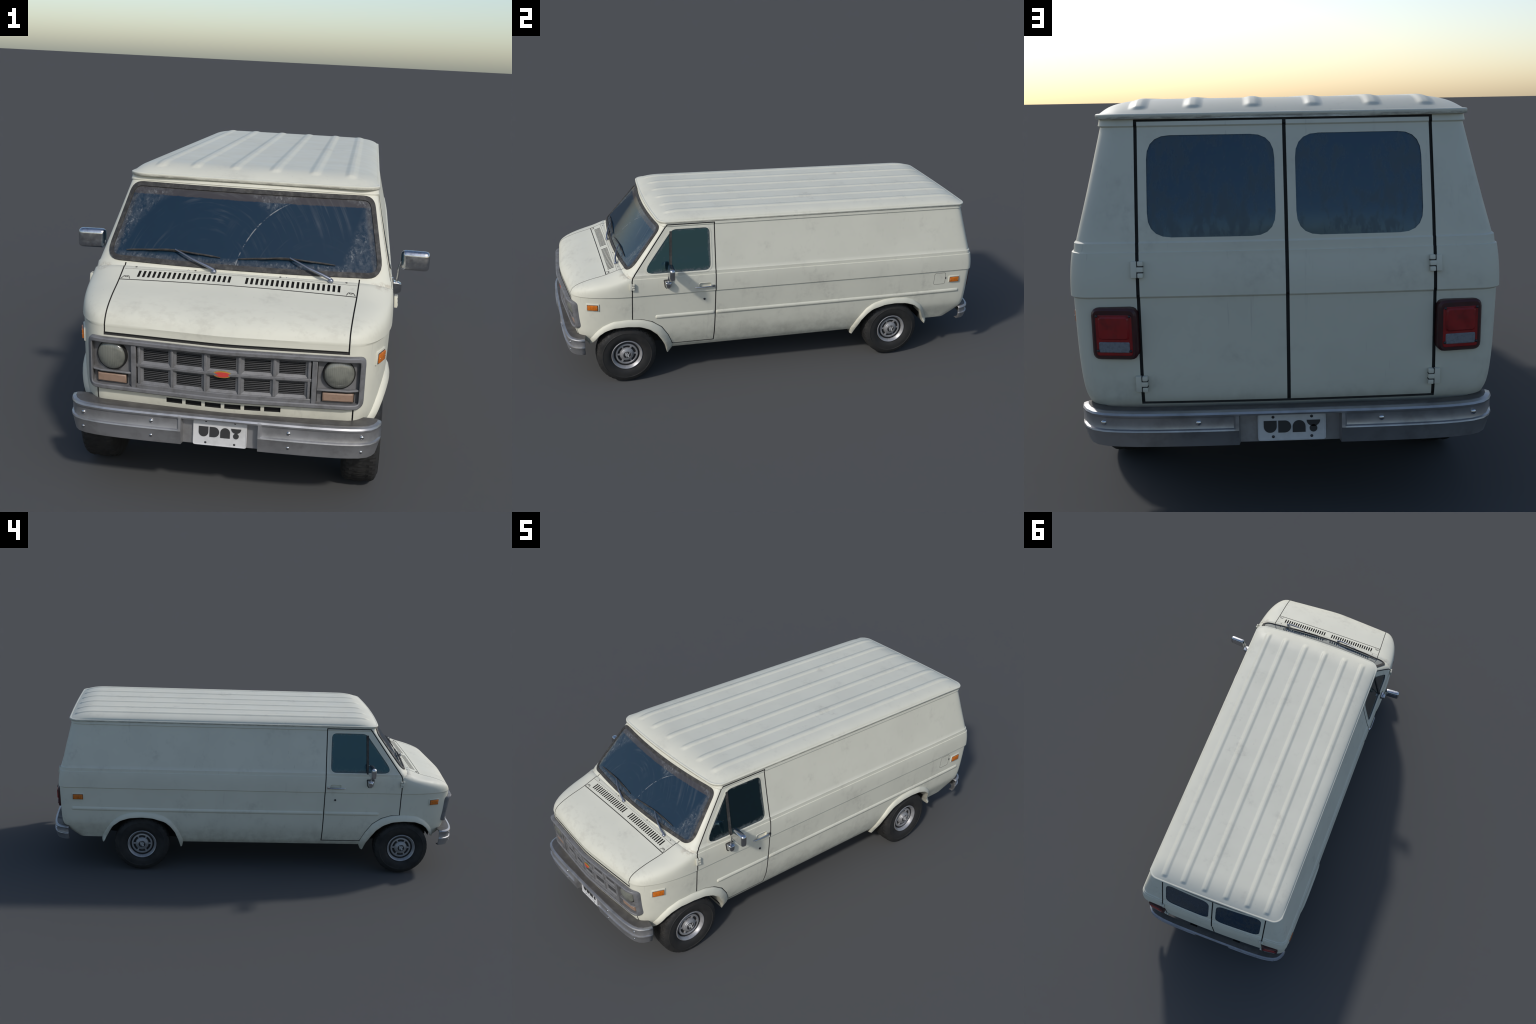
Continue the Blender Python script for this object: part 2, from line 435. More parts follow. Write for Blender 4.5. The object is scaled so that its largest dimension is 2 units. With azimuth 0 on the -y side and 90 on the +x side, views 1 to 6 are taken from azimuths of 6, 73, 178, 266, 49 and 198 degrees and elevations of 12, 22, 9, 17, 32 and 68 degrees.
def knife(poly, ia, ib, filt, closed=True):
    """cut the body surface along a polygon drawn in the (ia, ib) plane"""
    n = len(poly)
    for i in range(n if closed else n - 1):
        a, b = poly[i], poly[(i + 1) % n]
        d = (b[0] - a[0], b[1] - a[1]); l = math.hypot(*d)
        if l < 1e-6: continue
        lo = (min(a[0], b[0]) - 2e-4, min(a[1], b[1]) - 2e-4); hi = (max(a[0], b[0]) + 2e-4, max(a[1], b[1]) + 2e-4)
        fs = []
        for f in bm.faces:
            c = f.verts[0].co
            if abs(c[ia] - .5 * (lo[0] + hi[0])) > .12 + .5 * (hi[0] - lo[0]) or abs(c[ib] - .5 * (lo[1] + hi[1])) > .12 + .5 * (hi[1] - lo[1]): continue
            A = [v.co[ia] for v in f.verts]; Bq = [v.co[ib] for v in f.verts]
            if max(A) < lo[0] or min(A) > hi[0] or max(Bq) < lo[1] or min(Bq) > hi[1]: continue
            if filt(f.calc_center_median()): fs.append(f)
        if not fs: continue
        no = [0, 0, 0]; no[ia] = -d[1] / l; no[ib] = d[0] / l
        co = [0, 0, 0]; co[ia] = a[0]; co[ib] = a[1]
        geom = list({v for f in fs for v in f.verts}) + list({e for f in fs for e in f.edges}) + fs
        bmesh.ops.bisect_plane(bm, geom=geom, dist=1e-6, plane_co=co, plane_no=no)

RULES = []      # (class, polygon, ia, ib, filter), first match wins
def cut(name, poly, ia, ib, filt, do=True):
    if do: knife(poly, ia, ib, filt)
    RULES.append((name, poly, ia, ib, filt))

# ---- outlines drawn in side view (y, z)
ARCH_F = [(-.525, .08), (-.538, .125), (-.552, .158), (-.574, .200), (-.594, .231), (-.627, .259), (-.671, .277),
          (-.728, .283), (-.788, .279), (-.825, .264), (-.850, .243), (-.872, .208), (-.884, .17), (-.895, .08)]
FLARE_F = [(-.512, .112), (-.5165, .150), (-.527, .180), (-.543, .217), (-.573, .262), (-.616, .293), (-.664, .309),
           (-.728, .314), (-.790, .308), (-.833, .287), (-.862, .258), (-.888, .218), (-.897, .19), (-.905, .17)]
ARCH_R = [(.757, .08), (.742, .14), (.717, .200), (.702, .230), (.665, .260), (.622, .275), (.565, .280), (.511, .276),
          (.449, .257), (.421, .232), (.400, .202), (.380, .15), (.368, .08)]
FLARE_R = [(.772, .135), (.757, .165), (.728, .219), (.704, .257), (.663, .287), (.622, .302), (.565, .307), (.505, .302),
           (.453, .286), (.418, .261), (.383, .210), (.362, .155), (.352, .112)]
DOOR = [(-.327, .164), (-.327, .7345), (-.5395, .7345), (-.700, .5150), (-.7045, .500), (-.7045, .3125),
        (-.664, .3105), (-.616, .295), (-.573, .264), (-.543, .219), (-.5265, .180), (-.520, .164)]
WINDOW = round_poly([(-.3455, .522), (-.3455, .717), (-.520, .717), (-.668, .5225)], [.034, .030, .045, .034], 6)
FUEL = round_poly([(.760, .358), (.762, .4165), (.820, .4165), (.820, .358)], .009, 4)

CUP = round_poly([(-.404, .449), (-.404, .4685), (-.351, .4685), (-.351, .449)], .008, 4)
def flank(s): return lambda c: c.x * s > .30
def flank_low(s): return lambda c: c.x * s > .28 and c.z < .33
for s in (1, -1):
    cut('drop', offset_poly(ARCH_F, .004), 1, 2, flank_low(s)); cut('drop', offset_poly(ARCH_R, .004), 1, 2, flank_low(s))
    tag = 'r' if s > 0 else 'l'
    cut('window_' + tag, offset_poly(WINDOW, -.004), 1, 2, flank(s))
    cut('trim_' + tag, offset_poly(WINDOW, .003), 1, 2, flank(s))
    cut('cup_' + tag, CUP, 1, 2, flank(s))
    cut('door_' + tag, offset_poly(DOOR, -.0024), 1, 2, flank(s))
    cut('gap', offset_poly(DOOR, .0024), 1, 2, flank(s))
cut('fuel', offset_poly(FUEL, -.0008), 1, 2, flank(1)); cut('gap', offset_poly(FUEL, .0008), 1, 2, flank(1))

# ---- rear view (x, z)
back = lambda c: c.y > .85
for s, tag in ((1, 'r'), (-1, 'l')):
    w = round_poly([(s * .0185, .532), (s * .0185, .711), (s * .2475, .711), (s * .2475, .532)], .043, 5)
    cut('rearwin_' + tag, w, 0, 2, back)
    cut('reardoor_' + tag, rect(min(s * .0032, s * .2635), .2285, max(s * .0032, s * .2635), .7355), 0, 2, back)
cut('gap', rect(-.2695, .2235, .2695, .7395), 0, 2, back)

# ---- front view (x, z)
nose = lambda c: c.y < -.90 and c.z < .44
GRILLE = round_poly(rect(-.329, .2705, .329, .3945), .022, 4)
cut('drop', GRILLE, 0, 2, nose)
for i in range(6):
    xc = -.117 + i * .0475
    cut('slot', rect(xc - .0195, .2455, xc + .0195, .2580), 0, 2, nose)
for s in (1, -1):
    cut('gap', rect(s * .311 - .0018, .150, s * .311 + .0018, .272), 0, 2, nose)
cut('gap', rect(-.2945, .4025, .2945, .4105), 0, 2, nose)
shield = lambda c: c.y < -.54 and c.z > .50 and c.y > -.78
WS = [(-.363, .5345), (.363, .5345), (.326, .7235), (-.326, .7235)]
WSR = round_poly(WS, [.034, .034, .034, .034], 6)
def bow_ws(p):   # lower edge sags slightly to the middle
    return [(x, z - (.0015 if z < .6 else -.001) * (1 - (x / .36) ** 2)) for x, z in p]
def dense(p, l):
    out = []
    for i in range(len(p)):
        a, b = Vector(p[i]), Vector(p[(i + 1) % len(p)]); n = max(1, int((b - a).length / l))
        out += [tuple(a.lerp(b, j / n)) for j in range(n)]
    return out
WSR = bow_ws(dense(WSR, .08))
cut('windshield', offset_poly(WSR, -.011), 0, 2, shield)
cut('gasket', WSR, 0, 2, shield)

# ---- top view (x, y): bonnet and cowl
bonnet = lambda c: c.z > .4104 and c.z < .56 and c.y < -.73
HOOD = [(-.2925, -1.02), (.2925, -1.02), (.2925, -.955), (.3005, -.806), (-.3005, -.806), (-.2925, -.955)]
COWL = [(-.3005, -.806), (.3005, -.806), (.3050, -.700), (-.3050, -.700)]
for i in range(2):
    for j in range(19):
        xc = -.2550 + j * .01294 + i * .2772
        cut('slot', [(xc - .0034, -.7925), (xc + .0032, -.7925), (xc + .0032, -.7645), (xc - .0034, -.7645)], 0, 1, bonnet)
cut('gap', rect(-.2990, -.7583, .2990, -.7573), 0, 1, bonnet)
cut('hood', offset_poly(HOOD, -.0017), 0, 1, bonnet)
cut('cowl', offset_poly(COWL, -.0017), 0, 1, bonnet)
cut('gap', offset_poly(HOOD, .0017), 0, 1, bonnet); cut('gap', offset_poly(COWL, .0017), 0, 1, bonnet)

bm.normal_update()
groups = {}
for f in bm.faces:
    c = f.calc_center_median(); k = 'body'
    for name, poly, ia, ib, filt in RULES:
        if filt(c) and inside(poly, c[ia], c[ib]): k = name; break
    groups.setdefault(k, []).append(f)

def extract(fs, push=0., walls=False, floor=True):
    """faces -> verts, faces; push moves them along the surface normal, walls joins them back to the surface"""
    idx, V, F = {}, [], []
    for f in fs:
        q = []
        for v in f.verts:
            if v not in idx: idx[v] = len(V); V.append(v.co + v.normal * push)
            q.append(idx[v])
        if floor: F.append(q)
    if walls:
        S = set(fs)
        for f in fs:
            for l in f.loops:
                e = l.edge
                if sum(1 for g in e.link_faces if g in S) == 1:
                    a, b = l.vert, l.link_loop_next.vert
                    i = len(V); V += [a.co.copy(), b.co.copy()]
                    F.append((idx[b], idx[a], i, i + 1))
    return V, F

van = bpy.data.objects.new('cargo_van', None); SC.objects.link(van)
van['label'] = 'old cream panel van with ribbed roof and chrome bumpers'
van['category'] = 'van'
def part(name, key, mat, parent=van, **k):
    V, F = extract(groups[key], **k); return obj_from(name, V, F, mat, parent)

body = part('body_shell', 'body', 'paint')
hood = part('hood', 'hood', 'paint')
cowl = part('cowl_panel', 'cowl', 'paint')
doors = {}
for t in 'rl':
    doors[t] = part('side_door', 'door_' + t, 'paint')
    part('window_pane', 'window_' + t, 'pane', doors[t], push=-.003, walls=True)
    part('window_trim', 'trim_' + t, 'paint', doors[t], push=.0012, walls=True)
    part('handle_recess', 'cup_' + t, 'paint', doors[t], push=-.007, walls=True)
    rd = part('rear_door', 'reardoor_' + t, 'paint')
    part('window_pane', 'rearwin_' + t, 'rearpane', rd, push=-.002, walls=True)
part('fuel_flap', 'fuel', 'paint')
part('windshield', 'windshield', 'windshield', push=.001)
part('windshield_gasket', 'gasket', 'rubber', push=.004, walls=True)
part('panel_gap', 'gap', 'gap', push=-.006, walls=True)
part('vent_slot', 'slot', 'black', push=-.007, walls=True)

# quarter-window divider bar, one per door
for s, t in ((1, 'r'), (-1, 'l')):
    V = []
    for z in [.5225 + (.7060 - .5225) * i / 8 for i in range(9)]:
        for dy, dx in ((-.0055, -.004), (-.0055, .0014), (.0055, .0014), (.0055, -.004)):
            V.append((s * (body_x(z) + dx), -.528 + dy + (z - .62) * .04, z))
    F = []
    for i in range(8):
        for j in range(3):
            q = (i * 4 + j, i * 4 + j + 1, i * 4 + j + 5, i * 4 + j + 4); F.append(q if s < 0 else q[::-1])
    obj_from('window_divider', V, F, 'rubber', doors[t])

# ------------------------------------------------------------------ roof
RX, RYF, RYR = .3365, -.586, .9095
def roof_span(x):
    a = abs(x); rc = .042; yf = RYF + .013 * (a / .30) ** 2; yr = RYR - .004 * (a / .3) ** 2
    if a > RX - rc:
        d = rc - sqrt(max(0, rc * rc - (a - RX + rc) ** 2)); yf += d; yr -= d
    return yf, yr
RIBS = (.055, .164, .262)
def roof_z(x, y):
    yf, yr = roof_span(x)
    t = lambda d: 1 - (1 - max(0, min(d / .12, 1))) ** 2.5
    h = sqrt(t(RX - abs(x))) * t(min(y - yf, yr - y))
    z = .7495 + .0260 * h
    rib = 0
    for r in RIBS:
        d = abs(abs(x) - r)
        if d < .0190: rib = max(rib, .5 + .5 * cos(pi * max(0, d - .002) / .017))
    e0, e1 = -.545, .893
    k = max(0, min(1, (y - e0) / .028)) * max(0, min(1, (e1 - y) / .018)); k = k * k * (3 - 2 * k)
    return z + .0026 * rib * k
xs = set()
for i in range(0, 41): xs.add(round(RX * sin(pi / 2 * i / 40), 5))
for r in RIBS:
    for d in (-.019, -.016, -.013, -.0095, -.006, -.002, .002, .006, .0095, .013, .016, .019): xs.add(round(r + d, 5))
xs = sorted(xs); xs = [x for i, x in enumerate(xs) if i == 0 or x - xs[i - 1] > .0012]; xs[-1] = RX
cols = [-x for x in xs[:0:-1]] + xs
NY = 96
V, F = [], []
for x in cols:
    yf, yr = roof_span(x)
    for j in range(NY + 1):
        t = j / NY; t = t - sin(2 * pi * t) / (2 * pi) * .62
        y = yf + (yr - yf) * t; V.append((x, y, roof_z(x, y)))
for i in range(len(cols) - 1):
    for j in range(NY):
        a = i * (NY + 1) + j; F.append((a, a + NY + 1, a + NY + 2, a + 1))
roof = obj_from('roof', V, F, 'roofpaint', van, 40)

def roof_outline(grow):
    P = []
    xm = [x for x in cols]
    for x in xm: P.append((x, roof_span(x)[0]))
    for x in xm[::-1]: P.append((x, roof_span(x)[1]))
    Q = offset_poly(P, grow)
    return Q
def sweep_closed(name, path, prof, mat, parent=van, smooth=40):
    V, F = [], []; n = len(path); k = len(prof)
    outs = {d: offset_poly(path, d) for d in {p[0] for p in prof}}
    for i in range(n):
        for d, z in prof: V.append((*outs[d][i], z))
    for i in range(n):
        j = (i + 1) % n
        for q in range(k): F.append((i * k + q, i * k + (q + 1) % k, j * k + (q + 1) % k, j * k + q))
    o = obj_from(name, V, F, mat, parent, smooth)
    b = bmesh.new(); b.from_mesh(o.data); bmesh.ops.recalc_face_normals(b, faces=b.faces); b.to_mesh(o.data); b.free()
    return o
base = [(x, roof_span(x)[0]) for x in cols[1:-1]] + [(x, roof_span(x)[1]) for x in cols[-2:0:-1]]
clean = []
for p in base:
    if not clean or math.hypot(p[0] - clean[-1][0], p[1] - clean[-1][1]) > .004: clean.append(p)
# long straight flanks need intermediate points for even shading
sweep_closed('drip_rail', clean, [(-.012, .7415), (.0050, .7405), (.0066, .7425), (.0066, .7482), (.0050, .7500), (.0018, .7505), (-.010, .7496)], 'paint')

# ------------------------------------------------------------------ wheel arch flares and wells
def flare(inner, outer, name):
    """lip round the wheel opening: a sloped face, a rounded edge and a return flange"""
    n = 40
    def resample(p):
        L = [0]
        for a, b in zip(p, p[1:]): L.append(L[-1] + math.hypot(b[0] - a[0], b[1] - a[1]))
        out = []
        for i in range(n + 1):
            t = L[-1] * i / n
            for k in range(len(p) - 1):
                if t <= L[k + 1] + 1e-9:
                    f = (t - L[k]) / (L[k + 1] - L[k]); out.append((p[k][0] + (p[k + 1][0] - p[k][0]) * f, p[k][1] + (p[k + 1][1] - p[k][1]) * f)); break
        return out
    I, O = resample(inner), resample(outer)
    V, F = [], []
    def bx(y, z):
        h = side_hit(y, max(z, .150))[0]
        x = h.x if h else .35
        return x - max(0, .150 - z) * .55
    for i in range(n + 1):
        (iy, iz), (oy, oz) = I[i], O[i]
        xo, xi = bx(oy, oz), bx(iy, iz)
        m = lambda f: (oy + (iy - oy) * f, oz + (iz - oz) * f)
        prof = [(xo - .003, *m(-.02)), (xo + .002, *m(0)), (xo * .75 + xi * .25 + .0085, *m(.28)), (xi + .0135, *m(.70)),
                (xi + .0135, *m(.92)), (xi + .010, *m(1.0)), (xi - .075, *m(1.0)), (xi - .075, *m(.8))]
        V += prof
    k = 8
    for i in range(n):
        for q in range(k - 1): F.append((i * k + q, i * k + q + 1, (i + 1) * k + q + 1, (i + 1) * k + q))
    F.append(tuple(range(k))); F.append(tuple(range(n * k, n * k + k))[::-1])
    o = obj_from(name, V, F, 'paint', van, 50)
    b = bmesh.new(); b.from_mesh(o.data); bmesh.ops.recalc_face_normals(b, faces=b.faces); b.to_mesh(o.data); b.free()
    mirrored(o)
def trimmed(p, lo): return [q for q in p if q[1] > lo]
flare([(-.541, .112)] + trimmed(ARCH_F, .13)[:-1] + [(-.889, .187)], [(-.531, .112), (-.5165, .145)] + trimmed(FLARE_F, .16)[:-2] + [(-.897, .19)], 'wheel_arch_flare')
flare([(.747, .137)] + trimmed(ARCH_R, .145)[0:-1] + [(.384, .16), (.3715, .112)], [(.755, .138), (.757, .165)] + trimmed(FLARE_R, .17) + [(.358, .150), (.3635, .112)], 'wheel_arch_flare')

def well(arch, name):
    lim = lambda y: .185 if y < -.8 else (.160 if y > .65 else .130)
    p = [q for q in arch if q[1] > lim(q[0])]; a, b = (p[0], p[-1]); p = [(a[0] + (.004 if a[0] > -.8 else 0), lim(a[0]))] + p + [(b[0], lim(b[0]))]
    V, F = [], []; n = len(p)
    for y, z in p:
        h = side_hit(y, max(z, .19 if y < -.8 else .17))[0]; xo = min(h.x if h else .34, body_x(max(z, .15))) - .014
        V += [(xo, y, z), (.262, y, z)]
    for i in range(n - 1): F.append((2 * i, 2 * i + 2, 2 * i + 3, 2 * i + 1))
    F.append(tuple(2 * i + 1 for i in range(n)))
    o = obj_from(name, V, F, 'under', van, 30); mirrored(o)
well(offset_poly(ARCH_F, .002), 'wheel_well'); well(offset_poly(ARCH_R, .002), 'wheel_well')
# floor pan between the wells
b = bmesh.new()
add_box(b, (0, .0, .158), (.40, 1.78, .02)); add_box(b, (0, -.078, .156), (.67, .86, .018)); add_box(b, (0, .815, .176), (.66, .115, .012))
add_box(b, (0, -.905, .20), (.56, .03, .02))
bm_obj('floor_pan', b, 'under', van)
b = bmesh.new()
for y in (-.73, .56):
    r = bmesh.ops.create_cone(b, cap_ends=True, segments=16, radius1=.016, radius2=.016, depth=.60)
    for v in r['verts']: v.co = Vector((v.co.z, y + v.co.x, .135 + v.co.y))
r = bmesh.ops.create_uvsphere(b, u_segments=16, v_segments=10, radius=.04)
for v in r['verts']: v.co = v.co + Vector((0, .56, .135))
bm_obj('axle', b, 'under', van)

# ------------------------------------------------------------------ side bead moulding
def bead(y0, y1, parent, s):
    V, F = [], []; zc = .3165; n = max(4, int((y1 - y0) / .03))
    prof = [(-.0100, -.001), (-.0075, .0020), (-.003, .0050), (.003, .0056), (.0085, .0026), (.0120, -.001)]
    ys = [y0, y0 + .003, y0 + .008] + [y0 + .008 + (y1 - y0 - .016) * i / n for i in range(1, n)] + [y1 - .008, y1 - .003, y1]
    for y in ys:
        e = min(1., min(y - y0, y1 - y) / .008); e = sqrt(max(0, 1 - (1 - e) ** 2))
        for dz, dx in prof:
            z = zc + dz * (.35 + .65 * e) + .003 * max(0, (y - .2)) ; h = side_hit(y, z)[0]
            V.append((s * (h.x + dx * e - .0004), y, z))
    k = len(prof)
    for i in range(len(ys) - 1):
        for q in range(k - 1):
            f = (i * k + q, i * k + q + 1, (i + 1) * k + q + 1, (i + 1) * k + q); F.append(f[::-1] if s > 0 else f)
    obj_from('side_moulding', V, F, 'paint', parent, 60)
for s, t in ((1, 'r'), (-1, 'l')):
    bead(-.602, -.3300, doors[t], s); bead(-.3240, .898, van, s)

# ------------------------------------------------------------------ bumpers
PATH = [(0, 1.0), (.03, 1.0), (.0905, .9995), (.0925, .9995), (.0985, .9995), (.1020, .9993), (.14, .9993), (.19, .9984), (.24, .9965), (.28, .9935), (.31, .9890),
        (.336, .9825), (.357, .9710), (.371, .9540), (.3795, .9340), (.3825, .9160)]
#        outward offset, height above bumper foot
BPROF = [(-.033, .0875), (-.020, .0900), (-.008, .0895), (-.002, .0870), (0, .0820), (-.0012, .0775), (-.0050, .0745), (-.0060, .0710),
         (-.0060, .052), (-.0050, .0460), (-.0008, .0440), (0, .0405), (-.0015, .0375), (-.007, .012), (-.010, 0), (-.030, 0)]
# plain face beside the plate recess, and the recess itself
EPROF = [(-.033, .0875), (-.020, .0900), (-.008, .0895), (-.002, .0870), (0, .0820), (-.0003, .0775), (-.0004, .0745), (-.0004, .0710),
         (-.0004, .052), (-.0004, .0460), (-.0002, .0440), (0, .0405), (-.0015, .0375), (-.007, .012), (-.010, 0), (-.030, 0)]
RPROF = [(-.033, .0875), (-.020, .0900), (-.008, .0895), (-.002, .0870), (0, .0820), (-.0012, .0775), (-.020, .0765), (-.026, .0745),
         (-.026, .052), (-.026, .0460), (-.026, .0440), (-.026, .0405), (-.026, .0375), (-.026, .012), (-.026, 0), (-.030, 0)]
def bumper(name, sy, foot, k=1.):
    full = [(-x, y) for x, y in PATH[:0:-1]] + PATH
    V, F = [], []; n = len(full)
    tang = []
    for i in range(n):
        a, b2 = Vector(full[max(0, i - 1)]), Vector(full[min(n - 1, i + 1)]); t = (b2 - a).normalized(); tang.append(Vector((-t.y, t.x)))
    kp = len(BPROF)
    for i in range(n):
        a = abs(full[i][0]); prof = RPROF if a < .092 else (EPROF if a < .099 or a > .382 else BPROF)
        for d, h in prof:
            edge = 1 if n - 1 > i > 0 else .6
            if d == -.033: d = -.058 if sy < 0 else -.037     # inner edge of the top shelf
            p = Vector(full[i]) + tang[i] * d
            V.append((p.x, sy * p.y, foot + h * k))
    for i in range(n - 1):
        for q in range(kp - 1):
            f = (i * kp + q, i * kp + q + 1, (i + 1) * kp + q + 1, (i + 1) * kp + q); F.append(f)
    o = obj_from(name, V, F, 'chrome', van, 32)
    b = bmesh.new(); b.from_mesh(o.data); bmesh.ops.recalc_face_normals(b, faces=b.faces)
    f = min(b.faces, key=lambda f: -abs(f.calc_center_median().y))
    if f.normal.y * sy < 0: bmesh.ops.reverse_faces(b, faces=b.faces)
    b.to_mesh(o.data); b.free()
    m = o.modifiers.new('thick', 'SOLIDIFY'); m.thickness = .0025; m.offset = -1
    # domed bolt heads
    def by(x):
        return lerp_tab(PATH, abs(x))
    me = None
    for x, h, r in [(s * q, hh, rr) for s in (1, -1) for q in (.165, .338) for hh, rr in ((.0610, .0052), (.020, .0040))]:
        if hh_skip(h, sy): continue
        b = bmesh.new(); bmesh.ops.create_uvsphere(b, u_segments=14, v_segments=8, radius=r)
        i = min(range(n), key=lambda i: abs(full[i][0] - x)); nv = tang[i]
        for v in b.verts: v.co = Vector((v.co.x, v.co.y * .6, v.co.z))
        d = -.0050 if h > .03 else -.0052
        bo = bm_obj('bumper_bolt', b, 'bright', o)
        bo.location = (x + nv.x * d, sy * (by(x) + nv.y * d), foot + h * k)
    return o
def hh_skip(h, sy): return h < .03 and sy > 0
fb = bumper('front_bumper', -1, .1545, .882)
rb = bumper('rear_bumper', 1, .1555, .745)
b = bmesh.new()
for sx in (-.122, .122):
    add_box(b, (sx, -.945, .195), (.036, .07, .03), .002); add_box(b, (sx, .945, .195), (.036, .09, .03), .002)
bm_obj('bumper_bracket', b, 'under', van)

# ------------------------------------------------------------------ licence plates with bold rounded letters
def letter(kind, w, h):
    """filled, stencil-like shapes"""
    n = 14; P = []
    if kind == 'U':
        P = [(w / 2, h)] + [(w / 2 * cos(a), w / 2 + w / 2 * sin(a)) for a in [-pi * i / n for i in range(n + 1)]] + [(-w / 2, h)]
        return [P]
    if kind == 'D':
        P = [(-w / 2, 0), (0, 0)] + [(h * .5 * cos(a) + w / 2 - h * .5, h / 2 + h / 2 * sin(a)) for a in [-pi / 2 + pi * i / n for i in range(n + 1)]] + [(-w / 2, h)]
        return [P]
    if kind == 'A':
        P = [(-w / 2, 0), (w / 2, 0)] + [(w / 2 * cos(a), h - w / 2 + w / 2 * sin(a)) for a in [pi * i / n for i in range(n + 1)]]
        return [P]
    P = [(w / 2 * cos(a) * 1.05, h + w / 2 * sin(a)) for a in [-pi * i / n for i in range(n + 1)]]
    r = w * .30
    return [P, [(r * cos(2 * pi * i / 16), r + r * sin(2 * pi * i / 16)) for i in range(16)]]
def plate(parent, y, zc, xc, sy, w=.130, h=.066):
    R = Matrix.Rotation(pi if sy > 0 else 0, 3, 'Z')
    b = bmesh.new()
    pts = round_poly(rect(-w / 2, -h / 2, w / 2, h / 2), .006, 4)
    vs = [b.verts.new((x, 0, z)) for x, z in pts]; f = b.faces.new(vs)
    r = bmesh.ops.extrude_face_region(b, geom=[f]); top = [g for g in r['geom'] if isinstance(g, bmesh.types.BMVert)]
    for v in top: v.co.y -= .003
    bmesh.ops.recalc_face_normals(b, faces=b.faces)
    o = bm_obj('licence_plate', b, 'plate', parent)
    rim_in = offset_poly(pts, -.0022)
    V, F = [], []; n = len(rim_in)
    outer = offset_poly(pts, -.0006)
    for q, yy in ((outer, -.0028), (offset_poly(pts, -.0010), -.0042), (offset_poly(pts, -.0018), -.0042), (rim_in, -.0028)):
        V += [(x, yy, z) for x, z in q]
    for k in range(3):
        for i in range(n): F.append((k * n + i, k * n + (i + 1) % n, (k + 1) * n + (i + 1) % n, (k + 1) * n + i))
    rim = obj_from('plate_rim', V, F, 'plate', o, 40)
    lw, lh = .0235, (.0255 if h > .06 else .0225)
    for i, kind in enumerate('UDAY'):
        for P in letter(kind, lw, lh):
            b = bmesh.new(); vs = [b.verts.new((x, -.0028, z)) for x, z in P]
            clean2 = []
            f = b.faces.new(vs); r = bmesh.ops.extrude_face_region(b, geom=[f])
            for g in r['geom']:
                if isinstance(g, bmesh.types.BMVert): g.co.y -= .0012
            bmesh.ops.remove_doubles(b, verts=b.verts, dist=1e-5)
            bmesh.ops.recalc_face_normals(b, faces=b.faces)
            for v in b.verts: v.co += Vector(((i - 1.5) * .0262, 0, -lh / 2 + .001))
            bm_obj('plate_letter', b, 'ink', o)
    for px in (-.034, .036):
        for pz in (-h / 2 + .0075, h / 2 - .0065):
            b = bmesh.new(); bmesh.ops.create_uvsphere(b, u_segments=12, v_segments=8, radius=.0028)
            for v in b.verts: v.co = Vector((v.co.x + px, v.co.y * .6 - .003, v.co.z + pz))
            bm_obj('plate_screw', b, 'screw', o)
    o.location = (xc, y, zc); o.rotation_euler = (0, 0, pi if sy > 0 else 0)
plate(fb, -.9780, .1885, .0, -1, .130, .068); plate(rb, .9780, .1840, -.003, 1, .124, .051)

# ------------------------------------------------------------------ grille
def gy(x, z=.33):
    """front surface of the body at x"""
    a = min(abs(x), .335)
    t = (sqrt((a / .293) ** 2 + .012) - .1095) / (sqrt(1.012) - .1095)
    if a <= .293: return -.977 + .021 * t
    s = ((a - .293) / .094); return -.70 - .256 * (max(0, 1 - s * s)) ** .47
def bar(bm, x0, x1, z0, z1, d0, d1, bev=.0015, n=None):
    """bar bent to the nose; d is depth in front (-) or behind (+) the nose surface"""
    n = n or max(1, int(abs(x1 - x0) / .02)); b = bev
    prof = [(d1, z0), (d0 + b, z0), (d0, z0 + b), (d0, z1 - b), (d0 + b, z1), (d1, z1)]
    cols2 = [(x0, b), (x0 + b, 0)] + [(x0 + (x1 - x0) * i / n, 0) for i in range(1, n)] + [(x1 - b, 0), (x1, b)]
    rows = []
    for x, ch in cols2:
        rows.append([bm.verts.new((x, gy(x) + max(d, d0 + ch), z)) for d, z in prof])
    k = len(prof)
    for i in range(len(rows) - 1):
        for q in range(k):
            bm.faces.new((rows[i][q], rows[i][(q + 1) % k], rows[i + 1][(q + 1) % k], rows[i + 1][q]))
    bm.faces.new(rows[0][::-1]); bm.faces.new(rows[-1])
def done(name, b, mat, parent, sm=35):
    bmesh.ops.recalc_face_normals(b, faces=b.faces); return bm_obj(name, b, mat, parent, sm)
# outer frame: a rounded ring with a bevelled face
fo = dense(round_poly(rect(-.3345, .2665, .3345, .3995), .020, 5), .02)
rings = [(0, .006), (0, -.0085), (-.0025, -.0115), (-.0095, -.0115), (-.012, -.009), (-.012, .018)]
V, F = [], []; n = len(fo)
if area(fo) < 0: fo = fo[::-1]
for d, dep in rings:
    for x, z in offset_poly(fo, d): V.append((x, gy(x) + dep - .004, z))
for k in range(len(rings) - 1):
    for i in range(n): F.append((k * n + i, k * n + (i + 1) % n, (k + 1) * n + (i + 1) % n, (k + 1) * n + i))
grille = obj_from('grille', V, F, 'grille', van, 32)
bq = bmesh.new(); bq.from_mesh(grille.data); bmesh.ops.recalc_face_normals(bq, faces=bq.faces)
f = min(bq.faces, key=lambda f: f.calc_center_median().y)
if f.normal.y > 0: bmesh.ops.reverse_faces(bq, faces=bq.faces)
bq.to_mesh(grille.data); bq.free()
# back wall
b = bmesh.new(); bar(b, -.329, .329, .270, .396, .008, .016, .0005); done('grille_backing', b, 'grilledark', grille)
